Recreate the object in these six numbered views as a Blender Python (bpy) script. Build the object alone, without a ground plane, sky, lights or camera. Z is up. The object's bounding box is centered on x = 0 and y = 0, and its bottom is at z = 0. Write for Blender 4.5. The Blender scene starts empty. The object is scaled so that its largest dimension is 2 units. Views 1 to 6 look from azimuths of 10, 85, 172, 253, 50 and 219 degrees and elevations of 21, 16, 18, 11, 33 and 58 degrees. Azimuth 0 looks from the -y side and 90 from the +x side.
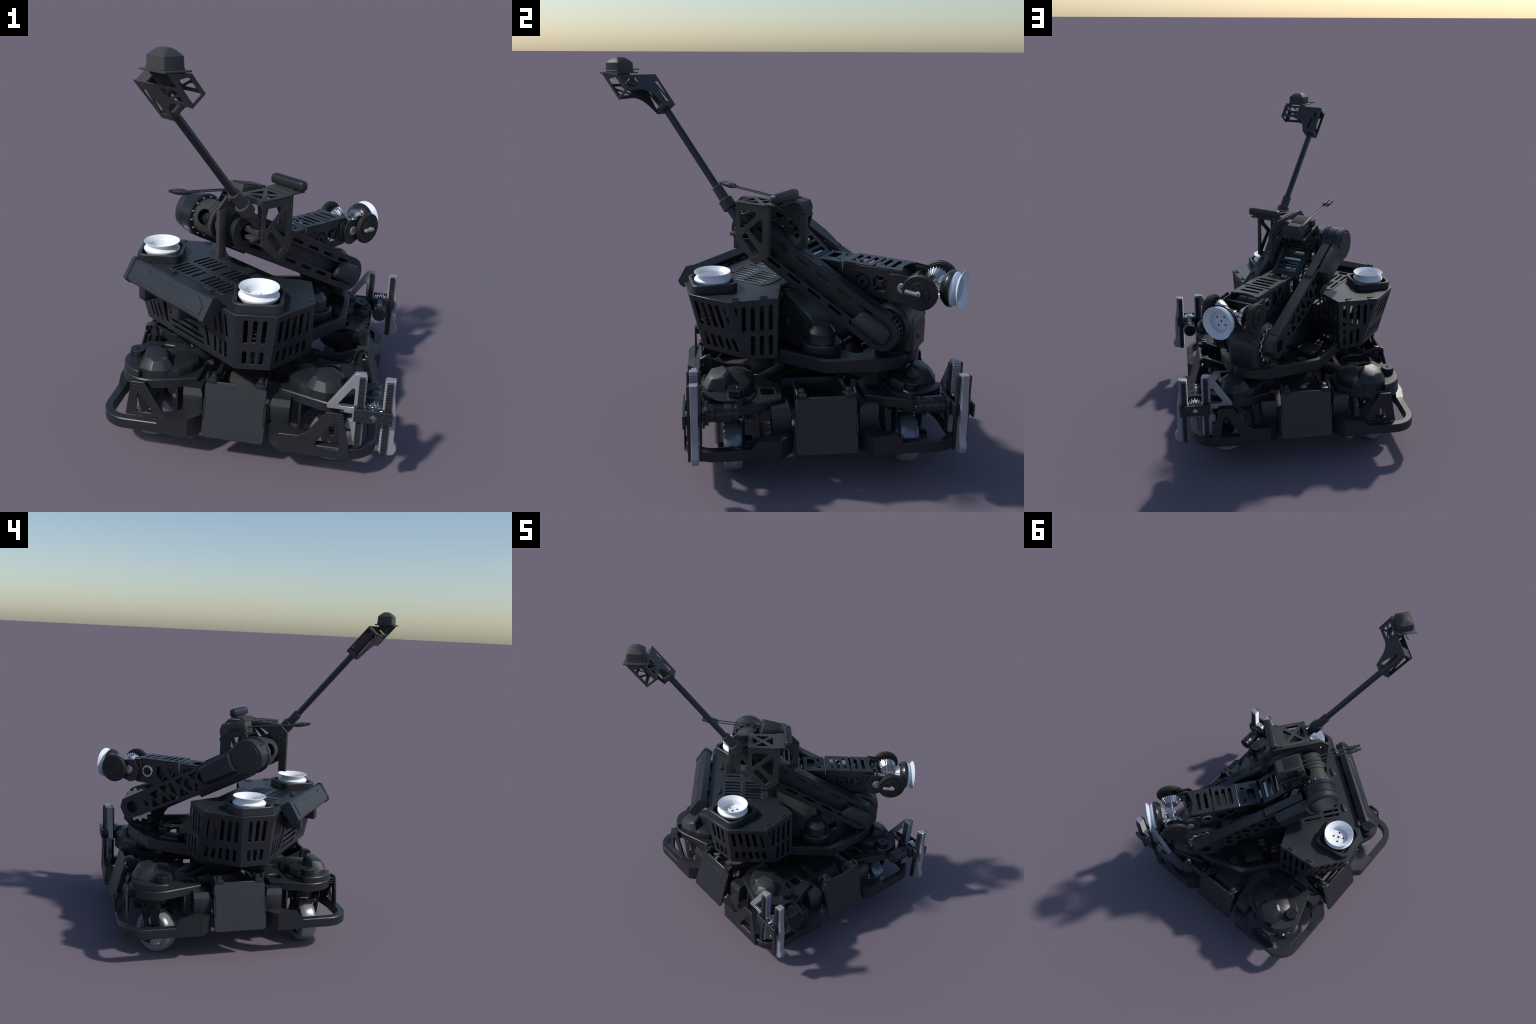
import bpy, bmesh, math, random
from mathutils import Matrix, Vector
random.seed(7)
pi = math.pi
scene = bpy.context.scene
coll = scene.collection

# ------------------------------------------------------------------ materials
def material(name, color, rough=0.5, metal=0.0, spec=0.5, vary=0.25, scale=9.0, bump=0.0, coat=0.0):
    m = bpy.data.materials.new(name); m.use_nodes = True
    nt = m.node_tree; b = nt.nodes["Principled BSDF"]
    tc = nt.nodes.new("ShaderNodeTexCoord")
    no = nt.nodes.new("ShaderNodeTexNoise"); no.inputs["Scale"].default_value = scale
    no.inputs["Detail"].default_value = 6
    nt.links.new(tc.outputs["Object"], no.inputs["Vector"])
    cr = nt.nodes.new("ShaderNodeValToRGB")
    cr.color_ramp.elements[0].position = 0.3; cr.color_ramp.elements[1].position = 0.7
    cr.color_ramp.elements[0].color = (*[c * (1 - vary) for c in color], 1)
    cr.color_ramp.elements[1].color = (*[min(1, c * (1 + vary)) for c in color], 1)
    nt.links.new(no.outputs["Fac"], cr.inputs["Fac"]); nt.links.new(cr.outputs["Color"], b.inputs["Base Color"])
    mr = nt.nodes.new("ShaderNodeMapRange")
    mr.inputs["To Min"].default_value = max(0.03, rough - 0.05); mr.inputs["To Max"].default_value = rough + 0.05
    nt.links.new(no.outputs["Fac"], mr.inputs["Value"]); nt.links.new(mr.outputs["Result"], b.inputs["Roughness"])
    b.inputs["Metallic"].default_value = metal
    b.inputs["Specular IOR Level"].default_value = spec
    b.inputs["Coat Weight"].default_value = coat
    if bump > 0:
        n2 = nt.nodes.new("ShaderNodeTexNoise"); n2.inputs["Scale"].default_value = 260
        nt.links.new(tc.outputs["Object"], n2.inputs["Vector"])
        bp = nt.nodes.new("ShaderNodeBump"); bp.inputs["Strength"].default_value = bump; bp.inputs["Distance"].default_value = 0.002
        nt.links.new(n2.outputs["Fac"], bp.inputs["Height"]); nt.links.new(bp.outputs["Normal"], b.inputs["Normal"])
    return m

BLACK = material("black_anodised_plate", (0.0145, 0.0170, 0.0220), 0.42, vary=0.12)
SHEET = material("black_sheet_metal", (0.0170, 0.0200, 0.0260), 0.43, vary=0.12)
GREY = material("dark_grey_print", (0.040, 0.0405, 0.042), 0.55, spec=0.35, vary=0.08, bump=0.06)
BASEGREY = material("charcoal_moulded_plastic", (0.0140, 0.0162, 0.0205), 0.41, vary=0.10)
ARMOUR = material("slate_armour_plastic", (0.0150, 0.0180, 0.0230), 0.44, vary=0.05)
RUBBER = material("matt_black_rubber", (0.016, 0.016, 0.017), 0.55, spec=0.35, vary=0.1)
GLOSS = material("gloss_black_shell", (0.011, 0.0125, 0.016), 0.28, vary=0.1)
MOTOR = material("motor_black", (0.010, 0.0115, 0.0145), 0.30, vary=0.1)
WHITE = material("white_silicone", (0.78, 0.80, 0.84), 0.38, vary=0.01)
PALE = material("pale_blue_white_silicone", (0.62, 0.68, 0.76), 0.42, vary=0.01)
STEEL = material("polished_steel", (0.62, 0.64, 0.66), 0.24, metal=1.0, vary=0.06)
ALU = material("satin_aluminium", (0.31, 0.31, 0.345), 0.40, metal=0.35, vary=0.05)
TREAD = material("grey_wheel_tread", (0.30, 0.31, 0.33), 0.26, metal=0.5, vary=0.06)
FLOOR = material("brown_black_surface", (0.060, 0.052, 0.056), 0.5, vary=0.15)
DARKIN = material("deep_black_interior", (0.009, 0.010, 0.011), 0.5, vary=0.1)

# ------------------------------------------------------------------ frames
CX, CY = -0.048, 0.178
TH = math.radians(-37.6)
def FB(sx=1, sy=1): return Matrix.Translation((CX, CY, 0)) @ Matrix.Diagonal((sx, sy, 1, 1))
def FBR(k): return Matrix.Translation((CX, CY, 0)) @ Matrix.Rotation(k * pi / 2, 4, 'Z')
def FU(su=1): return Matrix.Translation((CX, CY, 0)) @ Matrix.Rotation(TH, 4, 'Z') @ Matrix.Diagonal((su, 1, 1, 1))
U = FU(); B = FB()

root = bpy.data.objects.new("mobile_robot", None); coll.objects.link(root)
root["label"] = "black four-wheeled robot with folded arm, mast and white suction cups"
root["category"] = "robot"
root.empty_display_size = 0.2
WORLD = {}

def add(name, mesh, mat, M=None, parent=None, smooth=35, kind=None):
    M = M or Matrix.Identity(4)
    if mesh.materials: pass
    else: mesh.materials.append(mat)
    o = bpy.data.objects.new(name, mesh); coll.objects.link(o)
    p = parent or root
    o.parent = p
    if p is not root: o.matrix_parent_inverse = WORLD[p.name].inverted()
    o.matrix_basis = M
    WORLD[o.name] = M.copy()
    if smooth is not None and not mesh.get("sm"):
        mesh["sm"] = 1
        mesh.polygons.foreach_set("use_smooth", [True] * len(mesh.polygons))
        bm = bmesh.new(); bm.from_mesh(mesh)
        a = math.radians(smooth)
        for e in bm.edges:
            if len(e.link_faces) == 2 and e.calc_face_angle(0) > a: e.smooth = False
        bm.to_mesh(mesh); bm.free()
    if kind: o["kind"] = kind
    return o

# ------------------------------------------------------------------ 2D helpers
def rot2(pts, a, c=(0, 0)):
    ca, sa = math.cos(a), math.sin(a)
    return [(c[0] + x * ca - y * sa, c[1] + x * sa + y * ca) for x, y in pts]
def circ(cx, cy, r, n=24): return [(cx + r * math.cos(2 * pi * i / n), cy + r * math.sin(2 * pi * i / n)) for i in range(n)]
def slot(cx, cy, l, w, a=0.0, n=5):
    r = w / 2; h = max(l / 2 - r, 0); p = []
    for i in range(n + 1):
        t = -pi / 2 + pi * i / n; p.append((h + r * math.cos(t), r * math.sin(t)))
    for i in range(n + 1):
        t = pi / 2 + pi * i / n; p.append((-h + r * math.cos(t), r * math.sin(t)))
    return rot2(p, a, (cx, cy))
def rect(x0, y0, x1, y1): return [(x0, y0), (x1, y0), (x1, y1), (x0, y1)]
def rnd(pts, r, n=4):
    out = []; N = len(pts)
    for i in range(N):
        p0, p, p1 = Vector(pts[i - 1]), Vector(pts[i]), Vector(pts[(i + 1) % N])
        a, b = (p0 - p), (p1 - p); la, lb = a.length, b.length
        if la < 1e-6 or lb < 1e-6: out.append(tuple(p)); continue
        a /= la; b /= lb
        ang = math.acos(max(-1, min(1, a.dot(b))))
        if ang > pi - 0.05: out.append(tuple(p)); continue
        d = min(r / math.tan(ang / 2), la * 0.45, lb * 0.45); rr = d * math.tan(ang / 2)
        c = p + (a + b).normalized() * (rr / math.sin(ang / 2))
        s = p + a * d - c; e = p + b * d - c
        t0 = math.atan2(s.y, s.x); t1 = math.atan2(e.y, e.x); dt = (t1 - t0 + pi) % (2 * pi) - pi
        for k in range(n + 1):
            t = t0 + dt * k / n; out.append((c.x + rr * math.cos(t), c.y + rr * math.sin(t)))
    return out
def rrect(x0, y0, x1, y1, r, n=4): return rnd(rect(x0, y0, x1, y1), r, n)
def arc(cx, cy, r, a0, a1, n=10):
    return [(cx + r * math.cos(math.radians(a0 + (a1 - a0) * i / n)), cy + r * math.sin(math.radians(a0 + (a1 - a0) * i / n))) for i in range(n + 1)]

# ------------------------------------------------------------------ mesh helpers
def plate(outline, holes=(), z0=0.0, z1=0.005, bev=0.0012):
    """Flat plate with holes, extruded from z0 to z1 with chamfered edges."""
    cu = bpy.data.curves.new("tmp_plate", 'CURVE'); cu.dimensions = '2D'; cu.fill_mode = 'BOTH'
    bev = min(bev, abs(z1 - z0) * 0.4)
    cu.extrude = abs(z1 - z0) / 2 - bev; cu.bevel_depth = bev; cu.bevel_resolution = 0; cu.offset = -bev
    for pts in [outline] + list(holes):
        s = cu.splines.new('POLY'); s.points.add(len(pts) - 1); s.use_cyclic_u = True
        for q, (x, y) in zip(s.points, pts): q.co = (x, y, 0, 1)
    o = bpy.data.objects.new("tmp_plate", cu)
    me = bpy.data.meshes.new_from_object(o)
    bpy.data.objects.remove(o); bpy.data.curves.remove(cu)
    me.transform(Matrix.Translation((0, 0, (z0 + z1) / 2)))
    while me.materials: me.materials.pop()
    return me
def axes(o, x, y, z=None):
    """Matrix taking local xy to the given axes (columns)."""
    x = Vector(x).normalized(); y = Vector(y); z = Vector(z) if z else x.cross(y); z.normalize()
    M = Matrix.Identity(4)
    for i, v in enumerate((x, y, z)):
        for r in range(3): M[r][i] = v[r]
    for r in range(3): M[r][3] = o[r]
    return M
WZ = lambda u: axes((u, 0, 0), (0, 1, 0), (0, 0, 1), (1, 0, 0))   # local (x,y,z)->(w,z,u)
UZ = lambda w: axes((0, w, 0), (1, 0, 0), (0, 0, 1), (0, -1, 0))  # local (x,y,z)->(u,z,-w)
def tmesh(me, M):
    me.transform(M)
    if M.to_3x3().determinant() < 0: me.flip_normals()
    return me
def join(*meshes):
    bm = bmesh.new()
    for m in meshes: bm.from_mesh(m)
    me = bpy.data.meshes.new("part"); bm.to_mesh(me); bm.free()
    for m in meshes: bpy.data.meshes.remove(m)
    return me
def box(x0, y0, z0, x1, y1, z1, bev=0.003, seg=2):
    bm = bmesh.new(); bmesh.ops.create_cube(bm, size=1)
    for v in bm.verts:
        v.co = Vector(((x0 + x1) / 2 + v.co.x * (x1 - x0), (y0 + y1) / 2 + v.co.y * (y1 - y0), (z0 + z1) / 2 + v.co.z * (z1 - z0)))
    bev = min(bev, 0.45 * min(abs(x1 - x0), abs(y1 - y0), abs(z1 - z0)))
    if bev > 0: bmesh.ops.bevel(bm, geom=list(bm.edges), offset=bev, segments=seg, affect='EDGES', profile=0.5)
    bmesh.ops.recalc_face_normals(bm, faces=bm.faces)
    me = bpy.data.meshes.new("box"); bm.to_mesh(me); bm.free(); return me
def lathe(profile, n=40, M=None, closed=False):
    """Revolve (r,z) profile around local z."""
    bm = bmesh.new(); rings = []
    for r, z in profile:
        if r < 1e-5: rings.append([bm.verts.new((0, 0, z))])
        else: rings.append([bm.verts.new((r * math.cos(2 * pi * i / n), r * math.sin(2 * pi * i / n), z)) for i in range(n)])
    pairs = list(zip(rings, rings[1:]))
    if closed: pairs.append((rings[-1], rings[0]))
    for a, b in pairs:
        for i in range(n):
            j = (i + 1) % n
            if len(a) == 1 and len(b) == 1: continue
            if len(a) == 1: bm.faces.new((a[0], b[i], b[j]))
            elif len(b) == 1: bm.faces.new((a[i], a[j], b[0]))
            else: bm.faces.new((a[i], a[j], b[j], b[i]))
    bmesh.ops.recalc_face_normals(bm, faces=bm.faces)
    me = bpy.data.meshes.new("lathe"); bm.to_mesh(me); bm.free()
    if M is not None: tmesh(me, M)
    return me
def zto(a, b):
    """Matrix placing local z along a->b with origin at a; returns (M, length)."""
    a, b = Vector(a), Vector(b); d = b - a
    return Matrix.Translation(a) @ d.to_track_quat('Z', 'Y').to_matrix().to_4x4(), d.length
def cyl(a, b, r, n=32, r2=None, bev=0.002, hole=0.0):
    M, l = zto(a, b); r2 = r if r2 is None else r2; bev = min(bev, l * 0.3, r * 0.3)
    if hole > 0: p = [(hole, 0), (r - bev, 0), (r, bev), (r2, l - bev), (r2 - bev, l), (hole, l)]; return lathe(p, n, M, True)
    return lathe([(0, 0), (r - bev, 0), (r, bev), (r2, l - bev), (r2 - bev, l), (0, l)], n, M)
def loft(rings, cap=True):
    bm = bmesh.new(); R = [[bm.verts.new(p) for p in ring] for ring in rings]; n = len(rings[0])
    for a, b in zip(R, R[1:]):
        for i in range(n): bm.faces.new((a[i], a[(i + 1) % n], b[(i + 1) % n], b[i]))
    if cap: bm.faces.new(list(reversed(R[0]))); bm.faces.new(R[-1])
    bmesh.ops.recalc_face_normals(bm, faces=bm.faces)
    me = bpy.data.meshes.new("loft"); bm.to_mesh(me); bm.free(); return me
def tube(pts, r, n=10):
    rings = []
    P = [Vector(p) for p in pts]
    for i, p in enumerate(P):
        d = (P[min(i + 1, len(P) - 1)] - P[max(i - 1, 0)]).normalized()
        q = d.to_track_quat('Z', 'Y').to_matrix()
        rings.append([tuple(p + q @ Vector((r * math.cos(2 * pi * k / n), r * math.sin(2 * pi * k / n), 0))) for k in range(n)])
    return loft(rings)
def gear2d(r0, r1, n):
    p = []
    for i in range(n):
        a = 2 * pi * i / n; s = 2 * pi / n
        for f, r in ((-0.30, r0), (-0.13, r1), (0.13, r1), (0.30, r0)): p.append((r * math.cos(a + f * s), r * math.sin(a + f * s)))
    return p
def bevel_gear(a, b, ra0, ra1, rb0, rb1, n):
    """Toothed cone from a (radii ra) to b (radii rb)."""
    M, l = zto(a, b)
    r1 = [(x, y, 0) for x, y in gear2d(ra0, ra1, n)]; r2 = [(x, y, l) for x, y in gear2d(rb0, rb1, n)]
    return tmesh(loft([r1, r2]), M)
def bolts(pts, r, h, M):
    ms = []
    for (x, y) in pts:
        ms.append(lathe([(0, 0), (r, 0), (r, h * 0.7), (r * 0.8, h), (r * 0.45, h), (r * 0.45, h * 0.5), (0, h * 0.5)], 10, Matrix.Translation((x, y, 0))))
    return tmesh(join(*ms), M)
def quad_panel(p0, p1, p2, p3, holes, t=0.004, inset=0.0):
    """Panel in the plane of p0 (bottom left) p1 (bottom right) p2 (top right) p3 (top left); holes in fractions via f(s,h)."""
    p0, p1, p2, p3 = map(Vector, (p0, p1, p2, p3))
    x = (p1 - p0).normalized(); nrm = (p1 - p0).cross(p3 - p0).normalized(); y = nrm.cross(x)
    M = axes(p0, x, y, nrm)
    loc = [((q - p0).dot(x), (q - p0).dot(y)) for q in (p0, p1, p2, p3)]
    def f(s, h):   # s across 0..1, h up 0..1
        bx = loc[0][0] + (loc[1][0] - loc[0][0]) * s, loc[0][1] + (loc[1][1] - loc[0][1]) * s
        tx = loc[3][0] + (loc[2][0] - loc[3][0]) * s, loc[3][1] + (loc[2][1] - loc[3][1]) * s
        return (bx[0] + (tx[0] - bx[0]) * h, bx[1] + (tx[1] - bx[1]) * h)
    me = plate(loc, holes(f, loc), -t, 0.0)
    # carry the flat panel onto the (slightly twisted) quad
    off = (p2 - (p0 + x * loc[2][0] + y * loc[2][1])).dot(nrm)
    for v in me.vertices:
        v.co.z += off * max(0, v.co.y / max(loc[2][1], 1e-6)) * max(0.0, min(1.2, (v.co.x - min(loc[0][0], loc[3][0])) / (max(loc[1][0], loc[2][0]) - min(loc[0][0], loc[3][0]))))
    return tmesh(me, M)
def slot2(a, b, w):
    a, b = Vector(a), Vector(b); d = b - a
    return slot((a.x + b.x) / 2, (a.y + b.y) / 2, d.length, w, math.atan2(d.y, d.x))

# ==================================================================  CHASSIS (axis aligned, four corners)
QUADS = [(1, 1), (1, -1), (-1, 1), (-1, -1)]
# --- central frame
frame_parts = [box(-0.19, -0.19, 0.43, 0.19, 0.19, 0.485, 0.008), box(-0.10, -0.15, 0.30, 0.10, 0.15, 0.44, 0.008), lathe([(0, 0.48), (0.17, 0.48), (0.175, 0.487), (0.175, 0.50), (0, 0.50)], 48)]
for k in range(4):
    R = Matrix.Rotation(k * pi / 2 + pi / 4, 4, 'Z')
    frame_parts.append(tmesh(box(0.20, -0.05, 0.365, 0.46, 0.05, 0.398, 0.004), R))
    frame_parts.append(tmesh(cyl((0.27, 0, 0.24), (0.27, 0, 0.37), 0.016, 16), R))
chassis = add("chassis", join(*frame_parts), DARKIN, B)
deck_plate = plate(rrect(-0.335, -0.21, 0.335, 0.21, 0.03), [], 0.238, 0.246, 0.001)
ties = [box(sg * 0.47 - 0.035, -0.12, 0.276, sg * 0.47 + 0.035, 0.12, 0.29, 0.003) for sg in (1, -1)] + [box(-0.11, sg * 0.35 - 0.15, 0.338, 0.11, sg * 0.35 + 0.15, 0.346, 0.002) for sg in (1, -1)]
add("chassis_floor", join(deck_plate, *ties), FLOOR, B, chassis)

# --- bumpers
def bumper_mesh():
    ro, ri, R = 0.678, 0.634, 0.14
    outer = [(0.3725, ro)] + arc(ro - R, ro - R, R, 90, 0, 10) + [(ro, 0.3725)]
    inner = [(ri, 0.3725)] + arc(ri - 0.09, ri - 0.09, 0.09, 0, 90, 8) + [(0.3725, ri)]
    bar = plate(outer + inner, [], 0.157, 0.213, 0.004)
    def block(flip):
        base = [(0.222, 0.678), (0.172, 0.628), (0.155, 0.585), (0.262, 0.585), (0.29, 0.622), (0.345, 0.633), (0.373, 0.634), (0.373, 0.678), (0.335, 0.678)]
        top = [0.256] * 6 + [0.214, 0.214, 0.256]
        top[5] = 0.256
        r0 = [(x, y, 0.1565) for x, y in base]; r1 = [(x, y, z) for (x, y), z in zip(base, top)]
        m = loft([r0, r1])
        if flip: tmesh(m, Matrix(((0, 1, 0, 0), (1, 0, 0, 0), (0, 0, 1, 0), (0, 0, 0, 1))))
        return m
    # filler box between bumper block and shelf
    def filler(flip):
        m = join(box(0.165, 0.50, 0.248, 0.262, 0.600, 0.345, 0.006), loft([[(0.165, 0.5, 0.345), (0.262, 0.5, 0.345), (0.262, 0.6, 0.345), (0.165, 0.6, 0.345)], [(0.175, 0.49, 0.378), (0.262, 0.49, 0.378), (0.262, 0.585, 0.378), (0.175, 0.585, 0.378)]]))
        if flip: tmesh(m, Matrix(((0, 1, 0, 0), (1, 0, 0, 0), (0, 0, 1, 0), (0, 0, 0, 1))))
        return m
    bl = bolts([(0.25, 0.18), (0.25, 0.235), (0.42, 0.185), (0.50, 0.185)], 0.0032, 0.002, UZ(-0.0) @ Matrix.Identity(4))
    return join(bar, block(False), block(True)), join(filler(False), filler(True)), bl
bm_me, fill_me, bl_me = bumper_mesh()
bpy.data.meshes.remove(bl_me)

# --- shelf (module top plate) in the positive quadrant
shelf_out = [(0.195, 0.365), (0.365, 0.197), (0.525, 0.203)] + arc(0.455, 0.455, 0.148, -15, 105, 14) + [(0.203, 0.527)]
shelf_hole = rrect(0.405, 0.235, 0.475, 0.300, 0.014)
def shelf_mesh(): return plate(rnd(shelf_out, 0.012, 2), [shelf_hole], 0.349, 0.401, 0.005)
shelf_me = shelf_mesh()

def lobe(cx, cy, prof, n=28, squash=1.0):
    return lathe(prof, n, Matrix.Translation((cx, cy, 0)))
def dome_mesh():
    body = [(0.246, 0.487), (0.222, 0.430), (0.232, 0.375), (0.300, 0.330), (0.335, 0.326), (0.345, 0.366), (0.392, 0.350), (0.448, 0.354), (0.500, 0.390), (0.520, 0.45), (0.505, 0.54), (0.425, 0.590), (0.362, 0.574), (0.298, 0.540)]
    body = rnd(body, 0.016, 3)
    c = Vector((0.375, 0.455))
    def sc(f, z): return [(c.x + (x - c.x) * f, c.y + (y - c.y) * f, z) for x, y in body]
    m1 = loft([sc(1.0, 0.399), sc(0.995, 0.432), sc(0.95, 0.446), sc(0.80, 0.456), sc(0.40, 0.463)])
    foot = [(0.318, 0.545), (0.362, 0.576), (0.425, 0.592), (0.492, 0.570), (0.510, 0.480), (0.440, 0.425), (0.335, 0.470)]
    roof = [(0.352, 0.536, 0.497), (0.380, 0.556, 0.488), (0.420, 0.568, 0.484), (0.470, 0.545, 0.489), (0.482, 0.480, 0.500), (0.440, 0.452, 0.510), (0.372, 0.478, 0.512)]
    def rr(pts, r, zs):
        flat = rnd([(p[0], p[1]) for p in pts], r, 2); out = []
        for k, q in enumerate(flat): out.append((q[0], q[1], zs[k // 3]))
        return out
    f0 = rr(foot, 0.02, [0.400] * 7); f1 = rr(foot, 0.02, [0.444] * 7); f2 = rr(roof, 0.012, [p[2] for p in roof])
    top = [(0.415 + (x - 0.415) * 0.75, 0.515 + (y - 0.515) * 0.75, z + 0.007) for x, y, z in f2]
    m2 = loft([f0, f1, f2, top])
    band = [(0.47, 0.42), (0.56, 0.385)] + arc(0.455, 0.455, 0.144, -20, 78, 12) + [(0.475, 0.56), (0.46, 0.50)]
    m3 = plate(rnd(band, 0.004, 1), [], 0.4005, 0.437, 0.004)
    m4 = lathe([(0, 0.40), (0.118, 0.40), (0.118, 0.406), (0.112, 0.4095), (0, 0.4095)], 40, Matrix.Translation((0.452, 0.445, 0)))
    return join(m1, m2, m3, m4)
dome_me = dome_mesh()
def can_motor(a, b, r, slots=12):
    """Outrunner motor: stepped can with a slotted end ring and a shaft nub at b."""
    M, l = zto(a, b)
    body = lathe([(0, 0), (r * 0.94, 0), (r * 0.98, 0.004), (r * 0.98, l * 0.30), (r * 0.93, l * 0.31), (r * 0.93, l * 0.33), (r, l * 0.34), (r, l * 0.56), (r * 0.95, l * 0.57), (r * 0.95, l * 0.58), (r, l * 0.6), (r, l * 0.80), (r * 0.9, l * 0.81), (r * 0.9, l * 0.93), (0, l * 0.93)], 36)
    cap = lathe([(0, l * 0.90), (r * 0.96, l * 0.90), (r, l * 0.93), (r * 0.96, l), (r * 0.3, l), (r * 0.26, l * 0.985), (r * 0.12, l * 0.985), (r * 0.12, l + 0.006), (0, l + 0.006)], 36)
    fins = []
    for i in range(slots):
        fins.append(tmesh(box(r * 0.86, -0.004, l * 0.8, r * 0.985, 0.004, l * 0.94, 0.0), Matrix.Rotation(2 * pi * i / slots, 4, 'Z')))
    return tmesh(join(body, cap, *fins), M)
steer_me = can_motor((0.541, 0.436, 0.402), (0.541, 0.436, 0.475), 0.039)

# --- wheel and fork: local frame, axle along local y, centre at origin
WR = 0.124
def wheel_meshes():
    My = Matrix.Rotation(-pi / 2, 4, 'X')
    tread = lathe([(0.085, -0.046), (WR - 0.010, -0.046), (WR - 0.002, -0.036), (WR, -0.015), (WR, 0.015), (WR - 0.002, 0.036), (WR - 0.010, 0.046), (0.085, 0.046)], 48, My, True)
    rim = lathe([(0.0, -0.036), (0.03, -0.036), (0.036, -0.028), (0.075, -0.028), (0.084, -0.042), (0.084, 0.042), (0.075, 0.028), (0.036, 0.028), (0.03, 0.036), (0, 0.036)], 48, My)
    hb = []
    for sgn in (1, -1):
        for i in range(8):
            a = 2 * pi * i / 8
            hb.append(cyl((0.055 * math.cos(a), sgn * 0.026, 0.055 * math.sin(a)), (0.055 * math.cos(a), sgn * 0.031, 0.055 * math.sin(a)), 0.006, 10))
    return tread, join(rim, *hb)
tread_me, rim_me = wheel_meshes()
def fork_mesh():
    ms = []
    out = rnd([(-0.085, 0.225), (0.085, 0.225), (0.07, 0.14), (0.035, -0.03), (-0.035, -0.03), (-0.07, 0.14)], 0.02, 3)
    holes = [circ(0, 0, 0.014, 16), slot(0.0, 0.075, 0.06, 0.024, pi / 2), slot(-0.038, 0.14, 0.05, 0.018, pi / 2 + 0.25), slot(0.038, 0.14, 0.05, 0.018, pi / 2 - 0.25)]
    for y in (-0.066, 0.060):
        ms.append(tmesh(plate(out, holes, 0, 0.006), axes((0, y, 0), (1, 0, 0), (0, 0, 1), (0, -1, 0))))
    ms.append(box(-0.085, -0.07, 0.215, 0.085, 0.07, 0.223, 0.002))
    ms.append(box(-0.07, -0.06, 0.142, -0.05, 0.06, 0.150, 0.002))
    ms.append(cyl((0, -0.075, 0), (0, 0.072, 0), 0.012, 16))
    for x, y in ((-0.07, -0.07), (0.07, -0.07), (-0.07, 0.07), (0.07, 0.07)):
        ms.append(cyl((x, y, 0.16), (x, y, 0.225), 0.006, 10))
    ms.append(cyl((0, 0, 0.17), (0, 0, 0.225), 0.06, 32))
    return join(*ms)
fork_me = fork_mesh()
def well_mesh():
    c = 0.455
    o = arc(c, c, 0.150, 168, 282, 18); i_ = arc(c, c, 0.144, 282, 168, 18)
    ends = [box(0.30, 0.485, 0.20, 0.312, 0.56, 0.349, 0.002), box(0.485, 0.30, 0.20, 0.56, 0.312, 0.349, 0.002)]
    return join(plate(o + i_, [], 0.205, 0.3495, 0.001), *ends)
well_me = well_mesh()
drive_me = cyl((0, 0.052, 0.0), (0, 0.10, 0.0), 0.045, 28)

WHEEL_YAW = {(1, 1): -6, (1, -1): 0, (-1, 1): 40, (-1, -1): 4}
# --- A-shaped guard used on the two rear corners (y faces)
def aframe_mesh():
    out = rnd([(0.546, 0.213), (0.512, 0.402), (0.446, 0.402), (0.343, 0.226), (0.352, 0.213)], 0.004, 2)
    win = rnd([(0.492, 0.235), (0.482, 0.335), (0.474, 0.345), (0.466, 0.335), (0.408, 0.245), (0.415, 0.235)], 0.006, 2)
    m = tmesh(plate(out, [win, circ(0.497, 0.388, 0.003, 8), circ(0.460, 0.388, 0.003, 8), circ(0.495, 0.365, 0.003, 8), circ(0.463, 0.365, 0.003, 8)], -0.005, 0.007), UZ(0.630))
    lugs = [box(0.446, 0.585, 0.36 + 0.013 * i, 0.512, 0.625, 0.368 + 0.013 * i, 0.002) for i in range(3)]
    return join(m, *lugs)
aframe_me = aframe_mesh()
# --- wide guard plate on the lift corners
def guard_mesh():
    out = rnd([(0.222, 0.156), (0.222, 0.256), (0.315, 0.258), (0.352, 0.282), (0.440, 0.404), (0.516, 0.402), (0.568, 0.160)], 0.006, 3)
    win = rnd([(0.388, 0.212), (0.470, 0.348), (0.492, 0.348), (0.512, 0.206)], 0.012, 3)
    dim = [circ(x, z, 0.0028, 8) for x, z in ((0.45, 0.39), (0.455, 0.375), (0.495, 0.388), (0.498, 0.372), (0.245, 0.232), (0.245, 0.182), (0.51, 0.182), (0.46, 0.182), (0.42, 0.182))]
    m = tmesh(plate(out, [win] + dim, -0.006, 0.0), UZ(0.679) )
    rec = tmesh(plate(rrect(0.27, 0.195, 0.332, 0.222, 0.006), [rrect(0.275, 0.200, 0.327, 0.217, 0.004)], 0, 0.002), UZ(0.685))
    tmesh(rec, Matrix.Identity(4))
    return m
guard_me = guard_mesh()

for sx, sy in QUADS:
    M = FB(sx, sy)
    mod = add("corner_module", shelf_me, BASEGREY, M)
    add("module_cover", dome_me, BASEGREY, M, mod, smooth=28)
    add("steering_motor", steer_me, MOTOR, M, mod)
    add("side_box", fill_me, BASEGREY, M, mod)
    add("wheel_well", well_me, BLACK, M, mod)
    bump = add("bumper", bm_me, BASEGREY, M)
    if sx < 0: add("side_guard", aframe_me, BASEGREY, M, bump)
    else: add("side_guard", guard_me, BASEGREY, M, bump)
    yaw = math.radians(WHEEL_YAW[(sx, sy)])
    Wm = Matrix.Translation((CX + sx * 0.462, CY + sy * 0.447, WR)) @ Matrix.Rotation(yaw, 4, 'Z')
    wh = add("wheel", fork_me, BLACK, Wm)
    add("tyre", tread_me, TREAD, Wm, wh); add("rim", rim_me, STEEL, Wm, wh); add("wheel_motor", drive_me, MOTOR, Wm, wh)

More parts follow.
